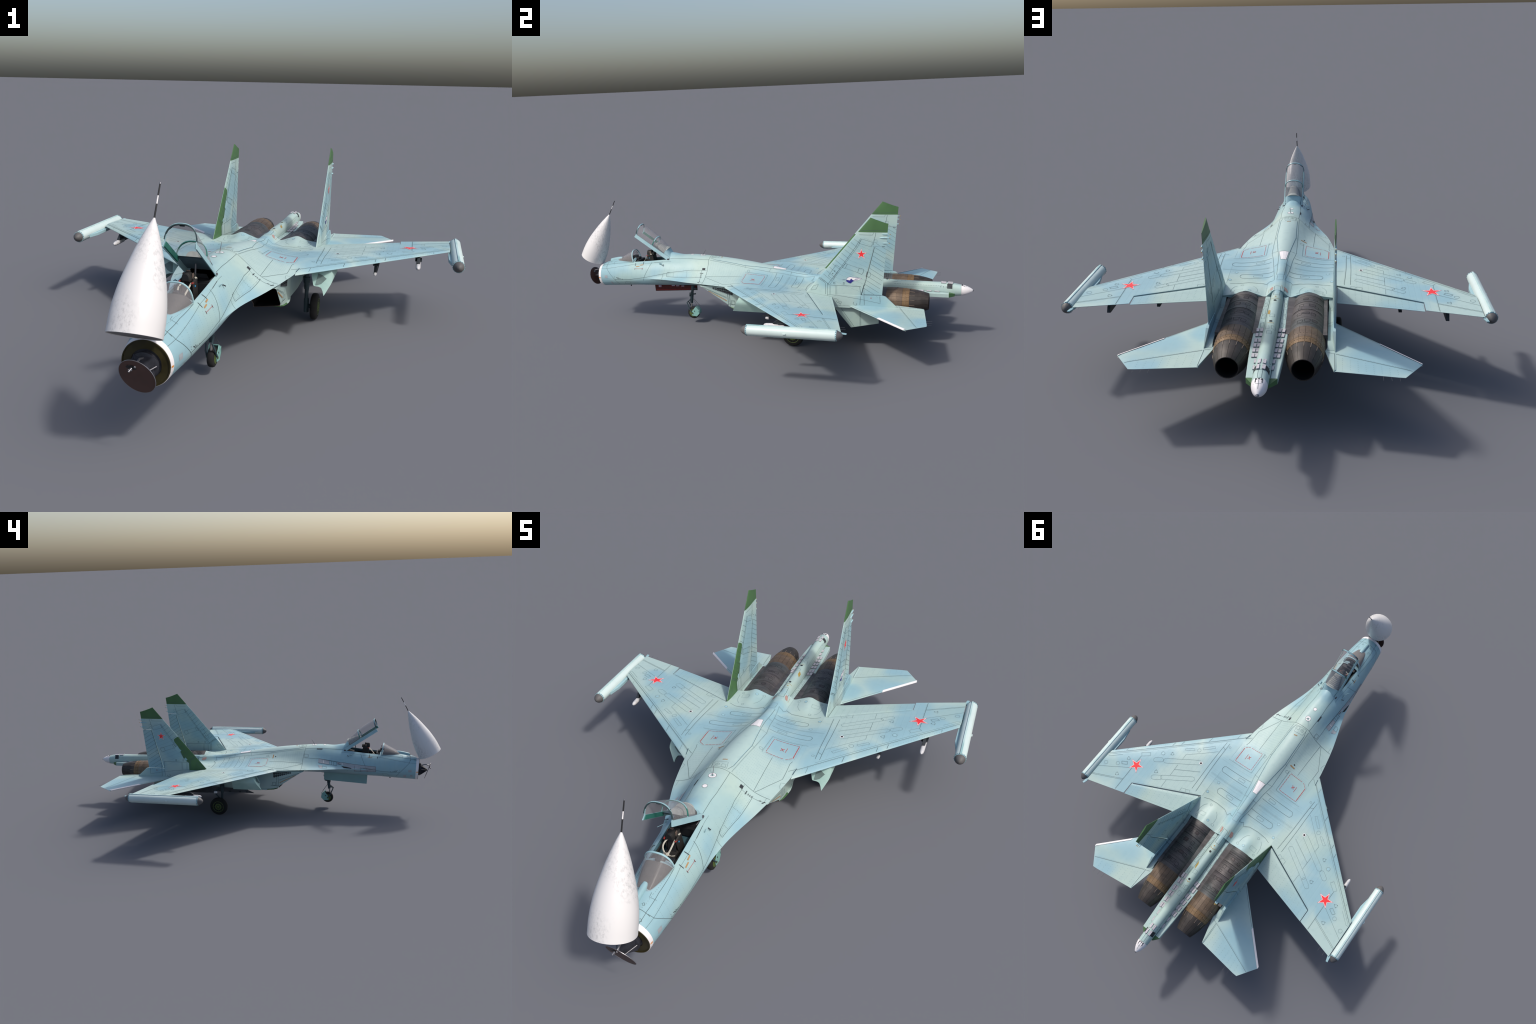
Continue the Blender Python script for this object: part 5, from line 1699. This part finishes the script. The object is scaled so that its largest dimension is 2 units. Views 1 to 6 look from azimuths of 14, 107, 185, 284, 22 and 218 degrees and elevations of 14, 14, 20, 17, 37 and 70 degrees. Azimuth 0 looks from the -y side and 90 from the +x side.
G1.line(T_BOOM, xy((.015, .431), (.0, .437), (-.016, .431)), DOWN)
G1.line(T_BOOM, xy((.009, .616), (-.001, .620), (-.010, .616)), DOWN, width=.0026)
G1.fill(T_BOOM, xy((.0165, .515), (.008, .529), (.008, .557), (.0165, .542)), DOWN)
G1.fill(T_BOOM, circ((.001, .421), .0030, 8), DOWN, 0)
G1.done()
PK = Marks('faded_stencil', M['pink'], fuselage, lift=.0006)
PK.fill(T_TOP, xy((.030, .325), (.022, .325), (.016, .338), (.018, .356), (.026, .347)), DOWN)
PK.fill(T_TOP, xy((-.020, .322), (-.030, .320), (-.036, .335), (-.034, .347), (-.024, .345)), DOWN)
PK.done()
YL = Marks('ochre_marking', M['orange'], fuselage, .0026, .0007)
YL.line(T_TOP, xy((.0335, .322), (.0325, .352)), DOWN, width=.0012)
YL.line(T_TOP, xy((-.012, .320), (-.0165, .345)), DOWN, width=.0012)
YL.line(T_TOP, xy((.0075, -.2125), (-.0085, -.2165)), DOWN, width=.0045)
YL.line(T_TOP, xy((-.060, -.0905), (-.083, -.0900)), DOWN, width=.0060)
S = V((-1, 0, 0))
YL.line(T_BODY, yz((-.664, .308), (-.644, .3112)), S, width=.0046)
YL.line(T_BODY, yz((-.642, .3155), (-.624, .3185)), S, width=.0046)
YL.line(T_BODY, yz((-.641, .3165), (-.617, .3175)), V((1, 0, 0)), width=.0030)
YL.done()
OB = Marks('ochre_marking', M['orange_band'] if 'orange_band' in M else M['orange'], fuselage, .004, .0008)
T_BAND = tree(kids(fuselage, ('nose_band',)))
for s in (1, -1):
    OB.line(T_BAND, yz((-.8875, .241), (-.878, .240)), V((-s, 0, 0)), width=.0050)
OB.done()
DK = Marks('dark_marking', M['dark'], fuselage, .0016, .0007)
DK.fill(T_TOP, circ((-.073, -.104), .0035, 8), DOWN, 0)
DK.fill(T_BODY, yz((-.292, .3175), (-.276, .3180), (-.275, .3095), (-.290, .3085)), S)
DK.fill(T_BODY, yz((-.366, .3535), (-.334, .3530), (-.334, .3490), (-.366, .3495)), V((1, 0, 0)))
DK.line(T_BODY, yz((-.298, .2970), (-.280, .2970)), S, width=.0030)
for z in (.2905, .2865, .2825):
    DK.line(T_BODY, yz((-.293, z), (-.284, z)), S, width=.0018)
DK.line(T_TOP, xy((.152, -.291), (.160, -.280)), DOWN, width=.0032)
DK.line(T_TOP, xy((.140, -.286), (.147, -.282)), DOWN, width=.0024)
DK.line(T_BODY, yz((-.671, .3225), (-.670, .3105)), S, width=.0024)
DK.line(T_BODY, yz((-.626, .3300), (-.625, .3180)), S, width=.0028)
DK.line(T_BODY, yz((-.668, .3005), (-.668, .2950)), S, width=.0024)
DK.line(T_BODY, yz((-.625, .3030), (-.625, .2975)), S, width=.0024)
DK.line(T_BODY, yz((-.626, .3280), (-.626, .3140)), V((1, 0, 0)), width=.0030)
DK.line(T_BODY, yz((-.668, .3190), (-.668, .3110)), V((1, 0, 0)), width=.0030)
DK.line(T_BODY, yz((-.564, .3290), (-.515, .3350)), S, width=.0016)
for s in (1, -1):
    DK.line(T_BODY, yz((-.778, .2495), (-.770, .2455)), V((-s, 0, 0)), width=.0026)
    DK.line(T_BODY, yz((-.765, .2430), (-.752, .2445)), V((-s, 0, 0)), width=.0014)
    DK.line(T_BODY, circ((-.766, .2455), .0035, 10, 'yz'), V((-s, 0, 0)), closed=True, width=.0012)
    DK.line(T_BODY, yz((-.742, .2425), (-.739, .2425)), V((-s, 0, 0)), width=.003)
    for k, z in enumerate((.2465, .2405)):
        DK.fill(T_BODY, [(0, *p[1:]) for p in circ((-.789 + .0 * k, z + .012 * k), .0012, 6, 'yz')], V((-s, 0, 0)), 0)
    WD = Marks('fuel_cap', M['white'], wings[0 if s > 0 else 1], lift=.0007)
    WD.fill(T_TOP, flip(circ((.3020, .1390), .0075, 16), s), DOWN, 0).done()
    WD = Marks('fuel_cap', M['black'], wings[0 if s > 0 else 1], lift=.0010)
    WD.fill(T_TOP, flip(circ((.3020, .1390), .0048, 14), s), DOWN, 0).done()
DK.done()
# pale grey access plates
GPL = Marks('grey_plate', M['plate'], fuselage, lift=.0006)
for s, q in ((1, ((-.851, .2560), (-.833, .2560), (-.833, .2410), (-.851, .2400))), (1, ((-.819, .2230), (-.808, .2225), (-.806, .2080), (-.816, .2060))),
             (-1, ((-.835, .2530), (-.853, .2530), (-.854, .2400), (-.835, .2400))), (-1, ((-.810, .2240), (-.824, .2240), (-.824, .2080), (-.809, .2080))),
             (-1, ((-.846, .2230), (-.858, .2230), (-.859, .2110), (-.845, .2110)))):
    GPL.fill(T_BODY, yz(*q), V((-s, 0, 0)))
# steel blast panels around the gun on the right side
R_ = V((1, 0, 0))
for q in (((-.349, .3070), (-.408, .2970), (-.410, .2790), (-.349, .2880)), ((-.452, .2900), (-.487, .2885), (-.487, .2780), (-.452, .2790)),
          ((-.487, .2885), (-.548, .2805), (-.662, .2700), (-.663, .2410), (-.548, .2410), (-.540, .2560), (-.500, .2700), (-.487, .2740))):
    GPL.fill(T_BODY, yz(*q), R_, 2)
GPL.fill(T_TOP, xy((-.113, -.349), (-.111, -.372), (-.131, -.374), (-.131, -.362)), DOWN)
GPL.done()
GL = Marks('panel_line', M['dark'], fuselage, .0010, .0009)
for q in (((-.349, .3070), (-.408, .2970), (-.452, .2900), (-.487, .2885), (-.548, .2805), (-.662, .2700), (-.663, .2410), (-.548, .2410)),
          ((-.349, .2880), (-.410, .2790), (-.452, .2735)), ((-.548, .2740), (-.548, .2410)), ((-.582, .2660), (-.582, .2400)), ((-.596, .2610), (-.662, .2540)),
          ((-.408, .2970), (-.410, .2790)), ((-.420, .2950), (-.421, .2770)), ((-.434, .2930), (-.434, .2750)), ((-.447, .2910), (-.448, .2740)), ((-.582, .2610), (-.597, .2610))):
    GL.line(T_BODY, yz(*q), R_)
GL.line(T_BODY, yz((-.268, .3265), (-.289, .3255), (-.291, .3130), (-.270, .3135)), R_, closed=True)
GL.line(T_TOP, xy((-.113, -.373), (-.111, -.397), (-.125, -.397), (-.130, -.374)), DOWN, closed=True)
GL.done()
GM = Marks('gun_trough', M['black'], fuselage, lift=.0010)
GM.fill(T_BODY, yz((-.474, .2725), (-.531, .2620), (-.531, .2588), (-.490, .2625)), R_, 2)
GM.fill(T_BODY, yz((-.455, .2835), (-.472, .2815), (-.472, .2790), (-.455, .2805)), R_, 1)
GM.done()
WL = Marks('white_stroke', M['white'], fuselage, .0022, .0012)
WL.line(T_BODY, yz((-.376, .2990), (-.377, .2860)), R_)
WL.line(T_BODY, yz((-.480, .2850), (-.480, .2770)), R_, width=.0026)
WL.done()

# ---- stars, white patches, red frames
for s in (1, -1):
    w = wings[0] if wings[0].data.vertices[0].co.x * s > 0 else wings[1]
    c = (s * .5482, .3270)
    for mat, R, lift in (('red', .0375, .0006), ('white', .0352, .0008), ('red', .0296, .0010)):
        Marks('wing_star', M[mat], w, lift=lift).fill(T_TOP, star(c, R, -math.pi / 2), DOWN, 1, True).done()
    RM = Marks('red_frame', M['softred'], fuselage, .0018, .0007)
    F = lambda *p: flip(xy(*p), s)
    RM.line(T_TOP, F((.083, -.062), (.155, -.063), (.177, -.046), (.1765, .032), (.082, .033)), DOWN, closed=True, dash=(.011, .0022), width=.0017)
    RM.line(T_TOP, F((.177, -.045), (.1765, .031)), DOWN, dash=(.016, .002), width=.0030)
    RM.line(T_TOP, F((.142, .002), (.142, -.027)), DOWN)
    RM.line(T_TOP, F((.122, -.0225), (.134, -.0075)), DOWN, width=.0026)
    RM.line(T_TOP, F((.122, -.0075), (.134, -.0225)), DOWN, width=.0026)
    RM.done()
RM = Marks('red_frame', M['softred'], fuselage, .0012, .0007)
RM.line(T_BODY, yz((-.668, .2980), (-.624, .3010)), S)
RM.line(T_BODY, yz((-.668, .3020), (-.668, .2940)), S, width=.0016)
RM.line(T_BODY, yz((-.624, .3050), (-.624, .2970)), S, width=.0016)
RM.done()
WP = Marks('white_patch', M['white'], fuselage, lift=.0006)
WP.fill(T_TOP, xy((.0185, .0560), (-.0195, .0555), (-.0125, .1172), (.0085, .1172)), DOWN, 2)
WP.fill(T_TOP, circ((-.001, -.316), .0130, 28), DOWN, 0)
WP.fill(T_TOP, circ((-.001, -.374), .0085, 24), DOWN, 0)
WP.done()
WO = Marks('panel_line', M['line'], fuselage, .0011, .0008)
WO.line(T_TOP, xy((.0185, .0560), (-.0195, .0555), (-.0125, .1172), (.0085, .1172)), DOWN, closed=True)
WO.line(T_TOP, circ((-.001, -.316), .0130, 28), DOWN, closed=True, step=.003)
WO.line(T_TOP, circ((-.001, -.374), .0085, 24), DOWN, closed=True, step=.003)
WO.done()
# seams and hatch outlines of the engine casings
for s in (1, -1):
    T = tree([ENGINES[s]])
    EL = Marks('panel_line', M['inside'], ENGINES[s], .0011, .0005)
    for y in (.395, .405, .444, .504, .512, .560, .600):
        EL.line(T, xy((s * .066, y), (s * .163, y)), DOWN, width=.0016 if y in (.444, .504) else .0008)
    for dx, y, w, l in ((-.010, .420, .008, .007), (.024, .424, .006, .006), (.014, .470, .010, .008), (-.022, .468, .007, .008), (-.026, .492, .006, .005), (.030, .478, .006, .008),
                        (-.004, .530, .011, .007), (.020, .536, .007, .009), (-.026, .533, .007, .008), (.002, .582, .009, .008), (.026, .580, .008, .007), (-.022, .586, .008, .008)):
        cx = s * (ECX + dx)
        EL.line(T, xy((cx - w, y - l), (cx + w, y - l), (cx + w * 1.05, y), (cx + w, y + l), (cx - w, y + l), (cx - w * 1.05, y)), DOWN, closed=True, width=.0012)
    for k in range(26):
        y = .376 + .0094 * k
        EL.line(T, xy((s * .070, y), (s * .159, y)), DOWN, width=.0004)
    EL.done()
    EF = Marks('engine_hatch', M['dark_hatch'], ENGINES[s], lift=.0004)
    for dx, y, w, l in ((-.010, .420, .007, .006), (.014, .470, .009, .007), (-.004, .530, .010, .006), (.026, .580, .007, .006)):
        cx = s * (ECX + dx)
        EF.fill(T, xy((cx - w, y - l), (cx + w, y - l), (cx + w, y + l), (cx - w, y + l)), DOWN, 1)
    EF.done()
# warning stripe along the intake splitter, dark vents of the boom, slat notch
for s in (1, -1):
    Marks('warning_stripe', M['warn'], fuselage, .0034, .0007).line(T_NAC, yz((-.232, .2300), (-.141, .1835)), V((-s, 0, 0))).done()
    BV = Marks('boom_vent', M['dark'], tail_boom, lift=.0007)
    BV.fill(T_BOOM, flip(xy((.0125, .880), (.0232, .880), (.0232, .903), (.0125, .903)), s), DOWN, 2).done()
    SN = Marks('slat_notch', M['flapgap'], fuselage, .0030, .0007)
    SN.line(T_TOP, flip(xy((.1975, -.132), (.2005, -.112), (.2045, -.088)), s), DOWN).done()
    CY = Marks('painted_glint', M['cyan'], fuselage, .0012, .0005)  # cyan glints on hatch circles and spine edge, drawn as flat colour
    for c, r in (((.176, .165), .0056), ((.192, .230), .0056), ((.103, .341), .0052), ((.481, .205), .0062)):
        CY.fill(T_TOP, flip(circ(c, r, 16), s), DOWN, 0)
    CY.line(T_TOP, flip(xy((.0345, -.231), (.0385, -.077), (.0222, .052)), s), DOWN)
    CY.done()
# deep gaps at the flaperon edges
for s in (1, -1):
    w = wings[0] if wings[0].data.vertices[0].co.x * s > 0 else wings[1]
    FG = Marks('flap_gap', M['flapgap'], w, .0042, .0006)
    pts = [(x, lerp(wing_le(x), wing_te(x), hinge_f(x)) + .0022) for x in (.214, .30, .40, .5115)]
    FG.line(T_TOP, flip(xy(*pts), s), DOWN, width=.0030)
    FG.line(T_TOP, flip(xy((.5112, pts[-1][1]), (.5112, wing_te(.5112) - .002)), s), DOWN, width=.0026)
    FG.done()

# ------------------------------------------------------------------ tidy the tree: thing > part > sub-part
MAIN = {'engine', 'tail_boom', 'intake_nacelle', 'cockpit_tub', 'ejection_seat', 'radar', 'main_gear_leg', 'wing_tip_pod', 'launch_rail', 'gear_door',
        'rudder', 'slat', 'flaperon', 'ventral_fin', 'tail_beam', 'nose_gear_door', 'nose_gear_leg'}
objs = [o for o in bpy.context.scene.objects if o is not root]
for o in objs:
    if o.name.split('.')[0] in MAIN:
        o.parent = root
for o in objs:
    while o.parent is not root and o.parent.parent is not root:
        o.parent = o.parent.parent
